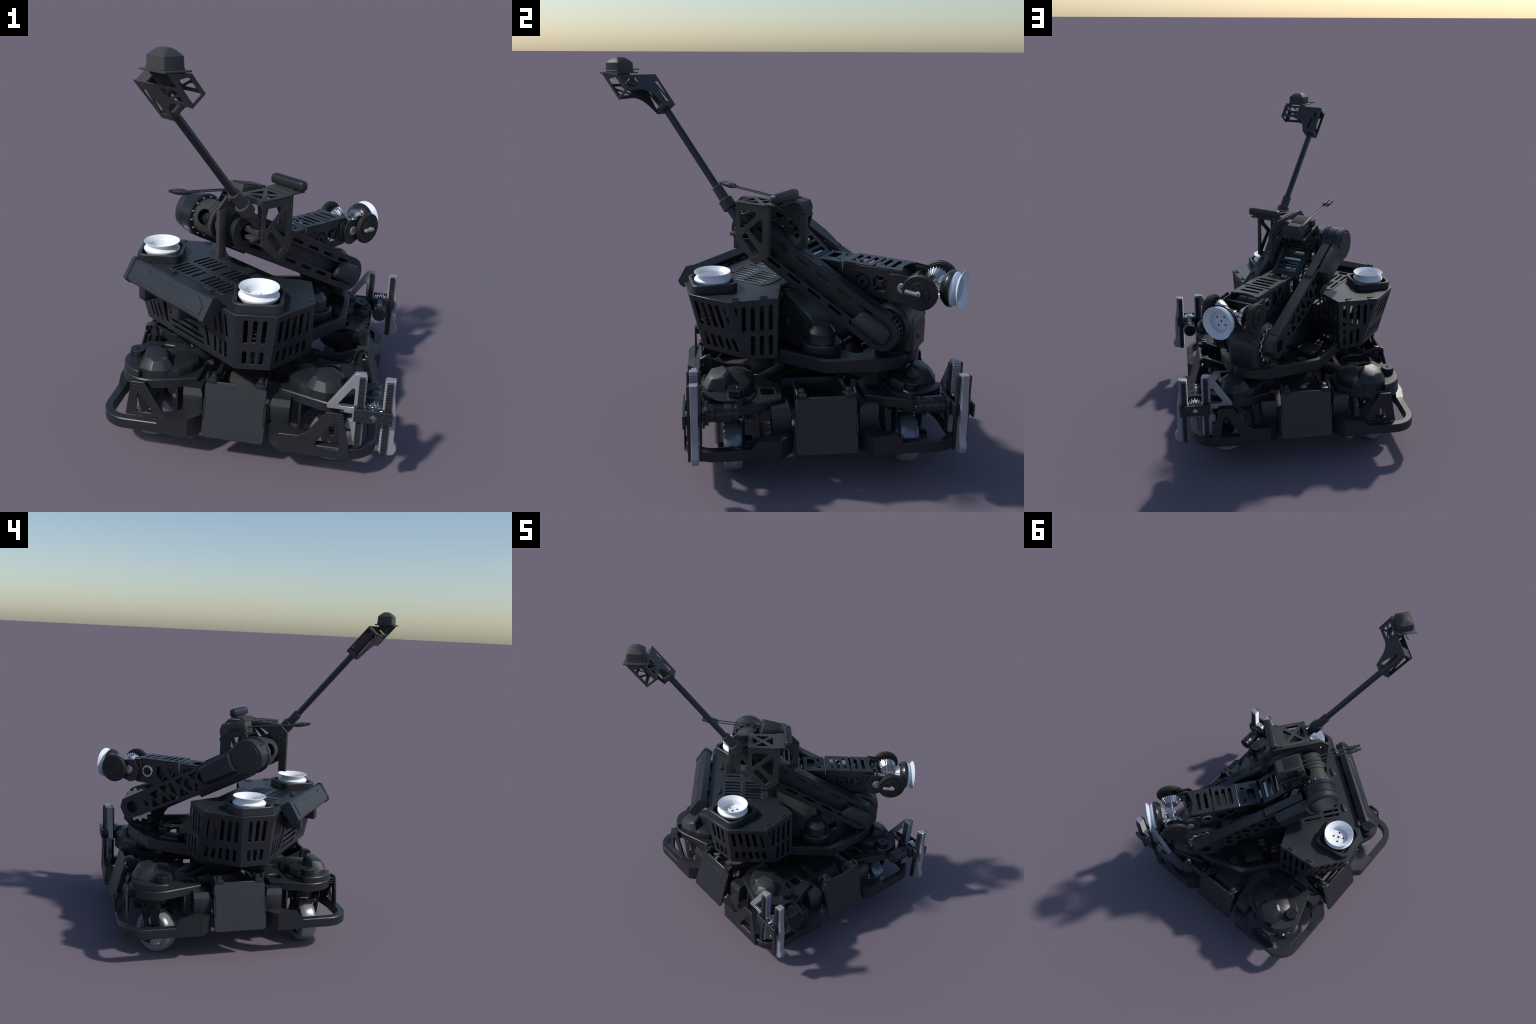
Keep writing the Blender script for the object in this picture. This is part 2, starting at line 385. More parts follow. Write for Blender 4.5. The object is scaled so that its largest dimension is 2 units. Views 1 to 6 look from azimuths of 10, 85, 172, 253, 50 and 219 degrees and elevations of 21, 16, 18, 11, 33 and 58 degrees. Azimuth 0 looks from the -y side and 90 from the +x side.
# --- armour plates on the four sides
def armour_meshes():
    # local: x along side, y up the slope, z outward
    H = math.hypot(0.072, 0.271); hw = 0.153
    n = 0.062
    out = [(-hw + 0.012, 0), (hw - 0.012, 0), (hw, 0.014), (hw, 0.085), (hw - 0.008, 0.095), (hw - 0.008, 0.19), (hw - 0.003, 0.2), (hw - 0.003, H - 0.016), (hw - 0.018, H),
           (-hw + 0.018, H), (-hw + 0.003, H - 0.016), (-hw + 0.003, 0.2), (-hw + 0.008, 0.19), (-hw + 0.008, 0.095), (-hw, 0.085), (-hw, 0.014)]
    face = plate(out, [], -0.014, 0.0, 0.004)
    inset = plate(rrect(-0.098, 0.035, 0.098, 0.225, 0.012), [], -0.002, 0.0006, 0.0008)
    back = plate(rnd([(-0.135, 0.012), (0.135, 0.012), (0.14, H - 0.03), (-0.14, H - 0.03)], 0.01), [], -0.034, -0.014, 0.003)
    grips = []
    for s in (-1, 1):
        pts = [(s * (hw + 0.001), 0.088), (s * (hw - 0.010), 0.098), (s * (hw - 0.010), 0.186), (s * (hw + 0.001), 0.198)]
        if s > 0: pts = pts[::-1]
        grips.append(plate(pts, [], -0.03, -0.001, 0.002))
    scr = bolts([(-0.115, 0.03), (0.115, 0.03), (-0.115, H - 0.032), (0.115, H - 0.032)], 0.0055, 0.0012, Matrix.Identity(4))
    return face, inset, back, join(*grips), scr
a_face, a_in, a_back, a_grip, a_scr = armour_meshes()
def mount_mesh():
    ms = []
    for s in (-1, 1):
        ms.append(box(s * 0.115 - 0.02, 0.575, 0.425, s * 0.115 + 0.02, 0.605, 0.452, 0.003))
        ms.append(box(s * 0.115 - 0.012, 0.545, 0.40, s * 0.115 + 0.012, 0.58, 0.462, 0.004))
        ms.append(tube([(s * 0.139, 0.60, 0.425), (s * 0.142, 0.597, 0.452), (s * 0.142, 0.575, 0.464), (s * 0.142, 0.55, 0.455), (s * 0.142, 0.535, 0.40)], 0.006, 8))
        arm = rnd([(0.56, 0.455), (0.575, 0.43), (0.60, 0.25), (0.58, 0.20), (0.54, 0.25), (0.42, 0.36), (0.33, 0.37), (0.33, 0.40), (0.46, 0.41)], 0.012, 3)
        tri = rnd([(0.545, 0.40), (0.565, 0.28), (0.475, 0.375)], 0.008, 3)
        ms.append(tmesh(plate(arm, [tri], -0.011, 0.011), WZ(s * 0.118)))
        ms.append(cyl((s * 0.095, 0.52, 0.41), (s * 0.135, 0.52, 0.41), 0.016, 16))
    ms.append(box(-0.12, 0.535, 0.30, 0.12, 0.55, 0.34, 0.003))
    return join(*ms)
mount_me = mount_mesh()
for k in range(4):
    R = FBR(k)
    # side along +y in rotated frame; outward = +y
    yv = Vector((0, -0.072, 0.271)).normalized(); xv = Vector((-1, 0, 0)); zv = xv.cross(yv)
    M = R @ axes((0, 0.673, 0.166), xv, yv, zv)
    ap = add("armour_plate", a_face, ARMOUR, M)
    add("armour_panel", a_in, ARMOUR, M, ap); add("armour_backing", a_back, GLOSS, M, ap)
    add("armour_grip", a_grip, GLOSS, M, ap); add("screw", a_scr, BASEGREY, M, ap, kind="stuff")
    add("armour_mount", mount_me, BLACK, R, ap)

# --- rack lifts on the +x corners (positive quadrant, mirrored in y)
def rack_bars(x0, x1, z0, z1):
    ms = []
    for y in (0.597, 0.652):
        hs = [circ((x0 + x1) / 2, z0 + 0.03 + i * (z1 - z0 - 0.06) / 6, 0.0035, 8) for i in range(7)]
        ms.append(tmesh(plate(rrect(x0, z0, x1, z1, 0.003, 2), hs, -0.012, 0.0), UZ(y)))
    return join(*ms)
def toothed(x0, x1, z0, z1, side, y0, y1, th=0.006, pitch=0.0125):
    pts = [(x0, z0), (x1, z0), (x1, z1), (x0, z1)]
    out = []
    n = int((z1 - z0) / pitch)
    if side > 0:
        out = [(x0, z1), (x0, z0), (x1, z0)]
        for i in range(n):
            z = z0 + i * pitch + 0.004
            out += [(x1, z), (x1 + th, z + 0.003), (x1 + th, z + 0.0055), (x1, z + 0.0085)]
        out += [(x1, z1)]
    else:
        out = [(x1, z0), (x1, z1), (x0, z1)]
        for i in range(n):
            z = z1 - i * pitch - 0.004
            out += [(x0, z), (x0 - th, z - 0.003), (x0 - th, z - 0.0055), (x0, z - 0.0085)]
        out += [(x0, z0)]
    return tmesh(plate(out, [], y0, y1, 0.0008), UZ(0) @ Matrix.Translation((0, 0, -0)) @ Matrix.Diagonal((1, 1, -1, 1)))
inner_bars = rack_bars(0.575, 0.600, 0.218, 0.588)
outer_bars = rack_bars(0.699, 0.723, 0.192, 0.576)
inner_rack = toothed(0.572, 0.604, 0.222, 0.593, 1, 0.611, 0.651)
outer_rack = toothed(0.696, 0.724, 0.196, 0.581, -1, 0.611, 0.651)
brace_out = rnd([(0.437, 0.399), (0.437, 0.412), (0.556, 0.594), (0.60, 0.594), (0.60, 0.236), (0.556, 0.236), (0.556, 0.30), (0.535, 0.30), (0.535, 0.34), (0.556, 0.35), (0.556, 0.385), (0.52, 0.385), (0.515, 0.399)], 0.003, 2)
brace_win = rnd([(0.482, 0.418), (0.560, 0.418), (0.560, 0.535)], 0.008, 3)
brace_me = tmesh(plate(brace_out, [brace_win], 0.615, 0.640, 0.002), UZ(0) @ Matrix.Diagonal((1, 1, -1, 1)))
sole_out = [(0.7245, 0.584), (0.737, 0.584), (0.739, 0.50), (0.752, 0.42), (0.755, 0.35), (0.755, 0.262), (0.770, 0.240), (0.772, 0.222), (0.762, 0.198), (0.745, 0.190), (0.7245, 0.190)]
sole_me = tmesh(plate(sole_out, [], 0.614, 0.648, 0.003), UZ(0) @ Matrix.Diagonal((1, 1, -1, 1)))
carriage = join(
    tmesh(plate(rect(0.563, 0.372, 0.736, 0.436), [circ(0.65, 0.404, 0.017, 20)] + [circ(x, z, 0.0035, 8) for x in (0.575, 0.607, 0.69, 0.725) for z in (0.388, 0.42)], -0.012, 0.0), UZ(0.673)),
    tmesh(plate(rect(0.563, 0.372, 0.736, 0.436), [], -0.012, 0.0), UZ(0.583)),
    box(0.563, 0.585, 0.376, 0.572, 0.672, 0.432, 0.002), box(0.727, 0.60, 0.376, 0.7235, 0.665, 0.432, 0.001),
    cyl((0.56, 0.63, 0.385), (0.50, 0.63, 0.385), 0.007, 12), cyl((0.56, 0.63, 0.29), (0.50, 0.63, 0.29), 0.007, 12), cyl((0.56, 0.63, 0.42), (0.50, 0.63, 0.42), 0.007, 12))
lift_gear = join(tmesh(plate(gear2d(0.034, 0.0445, 16), [circ(0, 0, 0.010, 12)], 0.612, 0.648, 0.0008), Matrix.Translation((0.65, 0, 0.404)) @ axes((0, 0, 0), (1, 0, 0), (0, 0, 1), (0, 1, 0))),
                 cyl((0.65, 0.65, 0.404), (0.65, 0.679, 0.404), 0.013, 20))
lift_motor = can_motor((0.65, 0.583, 0.402), (0.65, 0.428, 0.402), 0.042, 14)
flange_me = join(box(0.60, 0.565, 0.365, 0.70, 0.584, 0.445, 0.004), box(0.69, 0.59, 0.385, 0.7, 0.66, 0.43, 0.002))
for sy in (1, -1):
    M = FB(1, sy)
    lf = add("rack_lift", carriage, BLACK, M)
    add("rack_rail", inner_bars, BLACK, M, lf); add("rack_rail", outer_bars, BLACK, M, lf)
    add("rack", inner_rack, ALU, M, lf); add("rack", outer_rack, ALU, M, lf)
    add("lift_brace", brace_me, ALU, M, lf); add("lift_sole", sole_me, ALU, M, lf)
    add("pinion_gear", lift_gear, STEEL, M, lf); add("lift_motor", lift_motor, MOTOR, M, lf); add("motor_flange", flange_me, BLACK, M, lf)

# ==================================================================  UPPER DECK (rotated frame U)
# --- deck rim
deck_out = [(0.363, -0.30), (0.363, 0.297), (0.20, 0.513), (0.11, 0.585), (0.05, 0.60), (-0.06, 0.60), (-0.12, 0.585), (-0.20, 0.513), (-0.363, 0.297), (-0.363, -0.30)]
deck_in = [(0.335, -0.285), (0.335, 0.285), (0.185, 0.485), (-0.185, 0.485), (-0.335, 0.285), (-0.335, -0.285)]
holes = [rnd([(-0.32, 0.27), (-0.20, 0.43), (-0.23, 0.20), (-0.32, 0.20)], 0.01), rrect(-0.13, 0.12, 0.10, 0.36, 0.03), rnd([(0.32, 0.29), (0.20, 0.44), (0.13, 0.40), (0.24, 0.31)], 0.01),
         rrect(-0.32, 0.06, -0.22, 0.17, 0.02)]
deck = add("upper_deck", join(plate(deck_out, [deck_in], 0.495, 0.563, 0.003), plate([(x * 0.95, y * 0.95) for x, y in deck_out], holes, 0.505, 0.520, 0.001)), BASEGREY, U)
bm_ = []
for s in (1, -1):
    bm_.append(tmesh(bolts([(0.18, 0.515), (0.18, 0.545), (0.195, 0.515), (0.195, 0.545)], 0.005, 0.002, Matrix.Identity(4)), axes((s * 0.3625, 0, 0), (0, 1, 0), (0, 0, 1), (s, 0, 0))))
    d = Vector((-0.163, 0.218, 0)).normalized(); d.x *= s
    nrm = Vector((s * 0.8, 0.6, 0)).normalized()
    bm_.append(tmesh(bolts([(0.15, 0.515), (0.15, 0.545), (0.165, 0.515), (0.165, 0.545)], 0.005, 0.002, Matrix.Identity(4)), axes((s * 0.3625, 0.297, 0), d, (0, 0, 1), nrm)))
add("screw", join(*bm_), MOTOR, U, deck, kind="stuff")

# --- storage bin
CU, CW = 0.386, -0.368
T = [(0.412, -0.533), (0.548, -0.396), (0.548, -0.157), (0.354, 0.018)]
Bt = [(0.356, -0.481), (0.474, -0.366), (0.472, -0.087), (0.378, 0.031)]
ZT, ZB = 0.833, 0.520
def P3(q, z): return (q[0], q[1], z)
top_poly = [T[0], T[1], T[2], T[3], (0.172, -0.08), (-0.172, -0.08)] + [(-x, y) for x, y in reversed(T)]
top_holes = []
for uu in (-0.205, -0.170, -0.135, -0.10, -0.055, 0.022, 0.057, 0.092, 0.127, 0.162, 0.195):
    L1 = 0.11
    if -0.06 < uu < 0.0: L1 = 0.10
    top_holes.append(slot(uu, -0.372, L1, 0.016, pi / 2)); top_holes.append(slot(uu, -0.236, 0.115, 0.016, pi / 2))
bin_top = plate(top_poly, top_holes, ZT - 0.005, ZT + 0.003, 0.0015)
storage_bin = add("storage_bin", bin_top, SHEET, U)
hatch = plate(rnd([(-0.23, -0.445), (0.215, -0.445), (0.228, -0.16), (0.20, -0.135), (-0.20, -0.135), (-0.228, -0.16)], 0.02), top_holes, ZT + 0.002, ZT + 0.0065, 0.0015)
add("hatch", hatch, SHEET, U, storage_bin)
hinges = []
for s in (1, -1):
    a = Vector(T[2]); b = Vector(T[3]); d = (b - a).normalized(); nrm = Vector((-d.y, d.x)) * -1
    for f in (0.16, 0.72):
        c = a + (b - a) * f - nrm * 0.018
        hm = join(box(-0.022, -0.016, 0, 0.022, 0.016, 0.004, 0.001), cyl((-0.02, 0.006, 0.006), (0.02, 0.006, 0.006), 0.005, 12))
        hinges.append(tmesh(hm, Matrix.Diagonal((s, 1, 1, 1)) @ Matrix.Translation((c.x, c.y, ZT + 0.003)) @ Matrix.Rotation(math.atan2(d.y, d.x), 4, 'Z')))
for uu in (-0.165, 0.13):
    hinges.append(tmesh(join(box(-0.03, -0.02, 0, 0.03, 0.02, 0.004, 0.001), cyl((-0.028, 0.0, 0.008), (0.028, 0, 0.008), 0.008, 12)), Matrix.Translation((uu, -0.462, ZT + 0.003))))
add("hinge", join(*hinges), SHEET, U, storage_bin)
# side panels, built for u>0 and mirrored
def h3(f, loc):
    out = [circ(*f(a, b), 0.0028, 8) for a in (0.10, 0.375, 0.90) for b in (0.04, 0.42, 0.955)]
    for s in (0.26, 0.49, 0.72):
        out.append(slot2(f(s, 0.50), f(s + 0.0, 0.92), 0.020)); out.append(slot2(f(s, 0.10), f(s, 0.345), 0.021))
    return out
def h5(f, loc):
    out = [circ(*f(a, b), 0.0028, 8) for a in (0.06, 0.35, 0.62, 0.93) for b in (0.035, 0.42, 0.955)]
    for i in range(5):
        s = 0.125 + 0.175 * i
        a = Vector(f(s, 0.10)); b = Vector(f(s, 0.36))
        out.append(slot2(f(0.15 + 0.165 * i, 0.09), f(0.15 + 0.160 * i, 0.34), 0.021))
        if i < 4: out.append(slot2(f(0.135 + 0.172 * i, 0.48), f(0.12 + 0.178 * i, 0.91), 0.021))
        else: out.append(rnd([f(0.81, 0.47), f(0.87, 0.47), f(0.845, 0.90), f(0.82, 0.90)], 0.004))
    return out
def h4(f, loc):
    W = loc[2][0] - loc[3][0]; Hh = loc[2][1]
    out = [circ(*f(a, b), 0.0028, 8) for a in (0.12, 0.5, 0.95) for b in (0.03, 0.46, 0.965)]
    x1 = loc[1][0]
    for i in range(4):
        x = x1 - 0.034 - i * 0.046
        out.append(slot(x, Hh * 0.70, Hh * 0.43, 0.021, pi / 2))
        if i < 3: out.append(slot(x, Hh * 0.235, Hh * 0.34, 0.021, pi / 2))
    xl = x1 - 0.034 - 4 * 0.045
    out.append(rnd([(xl - 0.008, Hh * 0.90), (xl + 0.008, Hh * 0.72), (xl + 0.010, Hh * 0.90)], 0.003))
    return out
g = 0.0015
def panels(fn, i, t=0.005):
    return quad_panel(P3(Bt[i], ZB), P3(Bt[i + 1], ZB), P3(T[i + 1], ZT), P3(T[i], ZT), fn, t)
for s in (1, -1):
    M = FU(s)
    for i, fn in enumerate((h3, h5, h4)):
        add("bin_panel", panels(fn, i), SHEET, M, storage_bin)
    # inner wall behind the corner
    def hin(f, loc): return [slot2(f(x, y0), f(x, y1), 0.02) for x in (0.18, 0.36, 0.54, 0.72, 0.88) for y0, y1 in ((0.08, 0.40), (0.5, 0.92))]
    add("bin_panel", quad_panel((0.356, 0.006, ZB), (0.172, -0.08, ZB), (0.172, -0.08, ZT), (0.356, 0.006, ZT), hin), SHEET, M, storage_bin)
def hfront(f, loc):
    out = []
    for sgn in (1, -1):
        for s0 in (0.075, 0.125, 0.178):
            s = s0 if sgn > 0 else 1 - s0
            k = 0.02 * sgn
            out.append(slot2(f(s, 0.52), f(s + k * 0.6, 0.92), 0.015)); out.append(slot2(f(s + k, 0.10), f(s + k * 0.6, 0.42), 0.015))
    for h, a, b in ((0.12, 0.32, 0.68), (0.24, 0.32, 0.68), (0.36, 0.32, 0.64), (0.50, 0.36, 0.46), (0.50, 0.54, 0.64)):
        out.append(slot2(f(a, h), f(b, h), 0.017))
    for a in (0.36, 0.64): out.append(circ(*f(a, 0.7), 0.012, 14))
    for a, b in ((0.265, 0.285), (0.735, 0.715)): out.append(rnd([f(a - 0.012, 0.15), f(a + 0.012, 0.12), f(b + 0.016, 0.62), f(b - 0.02, 0.72)], 0.006))
    return out
add("bin_panel", quad_panel((-0.356, -0.481, ZB), (0.356, -0.481, ZB), (0.412, -0.533, ZT), (-0.412, -0.533, ZT), hfront), SHEET, U, storage_bin)
# dark content: crates inside, and floor
inner = [(x * 0.86, -0.25 + (y + 0.25) * 0.86) for x, y in [Bt[0], Bt[1], Bt[2], Bt[3]]]
floor_poly = [Bt[0], Bt[1], Bt[2], Bt[3], (0.172, -0.08), (-0.172, -0.08)] + [(-x, y) for x, y in reversed(Bt)]
core = join(plate(floor_poly, [rrect(-0.1, -0.4, 0.1, -0.15, 0.02)], ZB + 0.001, ZB + 0.006, 0.001), box(-0.17, -0.40, ZB + 0.006, 0.17, -0.11, ZT - 0.10, 0.01), *[cyl((sg * CU, CW, ZB + 0.01), (sg * CU, CW, 0.842), 0.05, 28) for sg in (1, -1)], *[cyl((sg * CU, CW, 0.66 + 0.022 * k), (sg * CU, CW, 0.666 + 0.022 * k), 0.068, 28) for sg in (1, -1) for k in range(5)])
add("bin_core", core, DARKIN, U, storage_bin)

# --- suction cups on the bin with their square collars
def diamond(r): return rot2(rrect(-r, -r, r, r, 0.042, 6), pi / 4, (CU, CW))
collar = plate(diamond(0.117), [diamond(0.100)], ZT + 0.001, 0.881, 0.004)
base_fill = plate(diamond(0.102), [], ZT, ZT + 0.012, 0.001)
cup_me = lathe([(0, 0.868), (0.060, 0.868), (0.064, 0.871), (0.065, 0.902), (0.068, 0.906), (0.0925, 0.9225), (0.0945, 0.924), (0.0955, 0.922), (0.074, 0.906), (0.072, 0.902), (0.076, 0.898), (0.090, 0.893), (0.0965, 0.885), (0.0955, 0.876), (0.086, 0.862), (0.076, 0.850), (0.070, 0.845), (0, 0.845)], 56, Matrix.Translation((CU, CW, 0)))
cup_scr = join(*[cyl((CU + r * math.cos(a), CW + r * math.sin(a), 0.8682), (CU + r * math.cos(a), CW + r * math.sin(a), 0.8695), 0.0065 if r else 0.0075, 12) for r, a in ((0, 0), (0.033, 0.5), (0.033, 2.07), (0.033, 3.64), (0.033, 5.21))])
for s in (1, -1):
    M = FU(s)
    cc = add("cup_collar", join(collar.copy(), base_fill.copy()), SHEET, M, storage_bin)
    sc_ = add("suction_cup", cup_me, WHITE, M)
    add("screw", cup_scr, MOTOR, M, sc_, kind="stuff")

# --- tilted light bar on the front
def lb_ring(u, g=0.0):
    p = [(-0.648 - g, 0.806 - g * 0.5), (-0.592 - g * 0.3, 0.893 + g), (-0.575, 0.896 + g), (-0.540 + g, 0.870), (-0.545 + g, 0.850), (-0.612, 0.777 - g), (-0.635, 0.786 - g)]
    return [(u, w, z) for w, z in p]
light_bar = add("light_bar", loft([lb_ring(-0.30), lb_ring(0.30)]), SHEET, U)
caps = join(loft([lb_ring(-0.326, 0.004), lb_ring(-0.298, 0.006)]), loft([lb_ring(0.298, 0.006), lb_ring(0.326, 0.004)]))
add("light_bar_cap", caps, SHEET, U, light_bar, smooth=25)
lbx = Vector((1, 0, 0)); lby = Vector((0, 0.056, 0.087)).normalized(); lbn = lbx.cross(lby)
lb_panel = plate([(-0.27, 0.012), (0.285, 0.012), (0.285, 0.055), (0.235, 0.092), (0.19, 0.092), (0.175, 0.078), (-0.14, 0.078), (-0.155, 0.092), (-0.27, 0.092)], [], 0, 0.004, 0.0015)
lb_strip = plate([(0.15, 0.088), (0.22, 0.088), (0.22, 0.094), (0.15, 0.094)], [], 0, 0.002, 0.0006)
add("light_bar_panel", tmesh(join(lb_panel, lb_strip), axes((0, -0.648, 0.806), lbx, lby, lbn)), SHEET, U, light_bar)
brk = join(box(-0.22, -0.628, 0.718, -0.165, -0.52, 0.79, 0.004), box(0.06, -0.628, 0.718, 0.115, -0.52, 0.79, 0.004), box(-0.27, -0.56, 0.80, 0.27, -0.53, 0.826, 0.002),
           *[box(x - 0.02, -0.555, 0.826, x + 0.02, -0.528, 0.845, 0.003) for x in (-0.22, -0.05, 0.12, 0.25)])
add("light_bar_bracket", brk, BLACK, U, light_bar)

# --- dark hull wedge behind the bin and deck equipment
def hsec(w, p): return [(u, w, z) for u, z in p]
hull = loft([hsec(-0.075, [(0.195, 0.53), (0.150, 0.800), (0.06, 0.790), (-0.10, 0.790), (-0.12, 0.53)]),
             hsec(0.05, [(0.215, 0.53), (0.182, 0.735), (0.10, 0.685), (-0.105, 0.705), (-0.125, 0.53)]),
             hsec(0.165, [(0.245, 0.53), (0.214, 0.670), (0.15, 0.600), (-0.10, 0.640), (-0.125, 0.53)]),
             hsec(0.215, [(0.240, 0.53), (0.210, 0.600), (0.15, 0.570), (-0.09, 0.600), (-0.115, 0.53)])])
add("equipment_hull", hull, BASEGREY, U, deck, smooth=20)
hub = join(lathe([(0, 0.52), (0.104, 0.52), (0.106, 0.53), (0.104, 0.595), (0.098, 0.602), (0.074, 0.602), (0.072, 0.61), (0.072, 0.652), (0.066, 0.660), (0.045, 0.690), (0.0, 0.690)], 48, Matrix.Translation((0.212, 0.192, 0))))
add("pump_housing", hub, BASEGREY, U, deck)
add("control_box", join(box(-0.30, 0.13, 0.52, -0.19, 0.25, 0.575, 0.006), cyl((-0.26, 0.33, 0.52), (-0.26, 0.33, 0.56), 0.03), box(-0.15, 0.28, 0.52, -0.10, 0.34, 0.58, 0.004)), DARKIN, U, deck)

# ==================================================================  ARM
# --- shoulder housing
PW, PZ = 0.505, 0.702
def hring(z, g=0.0, r=0.035):
    return [(x, y, z) for x, y in rrect(-0.122 + g, 0.41 + g, 0.080 - g, 0.632 - g, r, 5)]
hs = []
hs.append(loft([hring(0.555, 0.02), hring(0.585, 0.0), hring(0.70, 0.0), hring(0.735, 0.006), hring(0.755, 0.022), hring(0.762, 0.05)]))
hs.append(cyl((-0.125, PW, PZ), (0.10, PW, PZ), 0.118, 48, bev=0.02))
hs.append(cyl((-0.02, 0.515, 0.505), (-0.02, 0.515, 0.57), 0.112, 48))
hs.append(cyl((0.0, 0.628, 0.645), (0.0, 0.636, 0.645), 0.012, 20, hole=0.007))
shoulder = add("shoulder_housing", join(*hs), BASEGREY, U)
sp_teeth = tmesh(join(plate(gear2d(0.096, 0.110, 14), [circ(0, 0, 0.07, 32)], -0.008, 0.0, 0.001)), WZ(-0.132) @ Matrix.Translation((PW, PZ, 0)))
add("sprocket", sp_teeth, STEEL, U, shoulder)

# --- link frame: t along the link from the lower pivot, n upward
LT = Vector((0, -0.88546, 0.46472)); LN = Vector((0, 0.46472, 0.88546)); LLEN = 0.8865
def LK(u): return U @ axes((u, PW, PZ), LT, LN, (-1, 0, 0))   # local (t, n, -u)

# left link: lattice box beam and belt cover
lat_out = rnd([(-0.045, -0.065), (-0.082, -0.02), (-0.082, 0.03), (-0.045, 0.072), (0.16, 0.066), (0.585, 0.062), (0.585, -0.112), (0.50, -0.102), (0.40, -0.085), (0.28, -0.077), (0.10, -0.070)], 0.008, 3)
def lat_holes():
    hs = [circ(0, 0, 0.038, 28)]
    hs += [circ(0.058 * math.cos(a), 0.058 * math.sin(a), 0.0035, 8) for a in [2 * pi * i / 10 for i in range(10)]]
    tri = [[(0.105, 0.02), (0.125, -0.045), (0.098, -0.02)], [(0.14, -0.052), (0.20, -0.056), (0.165, 0.0)], [(0.155, 0.03), (0.225, 0.04), (0.19, -0.02)],
           [(0.215, -0.055), (0.275, -0.06), (0.245, -0.005)], [(0.24, 0.045), (0.295, 0.045), (0.265, 0.0)], [(0.285, -0.01), (0.335, -0.062), (0.285, -0.062)], [(0.30, 0.035), (0.33, 0.045), (0.345, -0.045), (0.315, -0.02)],
           [(0.355, -0.06), (0.42, -0.065), (0.375, -0.01)], [(0.36, 0.045), (0.425, 0.045), (0.385, 0.005)], [(0.41, 0.0), (0.445, 0.035), (0.455, -0.05), (0.43, -0.045)], [(0.47, -0.065), (0.53, -0.072), (0.49, -0.015)], [(0.465, 0.042), (0.53, 0.042), (0.495, 0.005)], [(0.515, 0.01), (0.55, 0.035), (0.55, -0.06)]]
    for t in tri: hs.append(rnd(t, 0.004, 2))
    return hs
beam = join(plate(lat_out, lat_holes(), 0.0, 0.006, 0.001), plate(lat_out, lat_holes(), -0.062, -0.056, 0.001))
top_strip = loft([[(0.02, 0.060, z0), (0.50, 0.058, z0), (0.50, 0.066, z0), (0.02, 0.070, z0)] for z0 in (-0.061, 0.005)])
bot_strip = loft([[(0.10, -0.072, z0), (0.28, -0.079, z0), (0.50, -0.10, z0), (0.50, -0.094, z0), (0.28, -0.073, z0), (0.10, -0.066, z0)] for z0 in (-0.061, 0.005)])
endcap = plate(rnd([(-0.045, -0.063), (-0.080, -0.02), (-0.080, 0.03), (-0.045, 0.070), (0.06, 0.067), (0.045, 0.0), (0.06, -0.066)], 0.008, 3), [circ(0, 0, 0.0385, 28)], -0.0555, -0.0005, 0.001)
core_b = join(endcap, cyl((0, 0, -0.075), (0, 0, 0.004), 0.062, 36, hole=0.037), cyl((0, 0, -0.05), (0, 0, -0.045), 0.04, 24), box(0.09, -0.05, -0.036, 0.50, 0.05, -0.026, 0.001))
upper_arm = add("upper_arm", join(beam, top_strip, bot_strip, core_b), BLACK, LK(-0.203))
cov_out = [(0.555, -0.02), (0.568, 0.056), (0.645, 0.068), (0.795, 0.076)] + arc(LLEN, 0, 0.106, 136, -143, 26) + [(0.80, -0.062), (0.57, -0.058)]
cover_me = join(plate(cov_out, [], -0.002, 0.047, 0.009), plate([(0.560, -0.02), (0.572, 0.050), (0.645, 0.062), (0.80, 0.068), (0.79, 0.0), (0.80, -0.055), (0.575, -0.052)], [], 0.0, 0.064, 0.012), plate([(0.50, 0.060), (0.51, 0.074), (0.68, 0.078), (0.79, 0.082), (0.79, -0.05), (0.60, -0.045)], [], -0.060, -0.0025, 0.003))
cover = add("belt_cover", cover_me, BLACK, LK(-0.203), upper_arm)
disc = [(LLEN + 0.085 * math.cos(a), 0.085 * math.sin(a)) for a in [2 * pi * i / 40 for i in range(40)]]
add("cover_disc", join(plate(disc, [], 0.045, 0.053, 0.002), plate(rnd([(0.82, 0.03), (0.81, 0.07), (0.84, 0.075), (0.86, 0.05)], 0.004), [], 0.045, 0.051, 0.001), plate(rnd([(0.80, -0.02), (0.80, -0.075), (0.83, -0.08), (0.86, -0.05)], 0.004), [], 0.045, 0.051, 0.001)), BLACK, LK(-0.203), upper_arm)
rb = bolts([(LLEN + 0.091 * math.cos(a), 0.091 * math.sin(a)) for a in [pi * (-0.75 + 1.5 * i / 13) for i in range(14)]], 0.003, 0.0012, Matrix.Translation((0, 0, 0.047)))
add("screw", rb, MOTOR, LK(-0.203), upper_arm, kind="stuff")
tail = loft([[(t, n0, z) for z, n0 in ((-0.055, -0.115), (0.022, -0.115), (0.030, -0.10), (0.030, -0.045), (-0.055, -0.045))] for t in (0.50, 0.86)])
tmesh(tail, Matrix.Identity(4))
add("belt_cover", tail, BLACK, LK(-0.203), upper_arm)
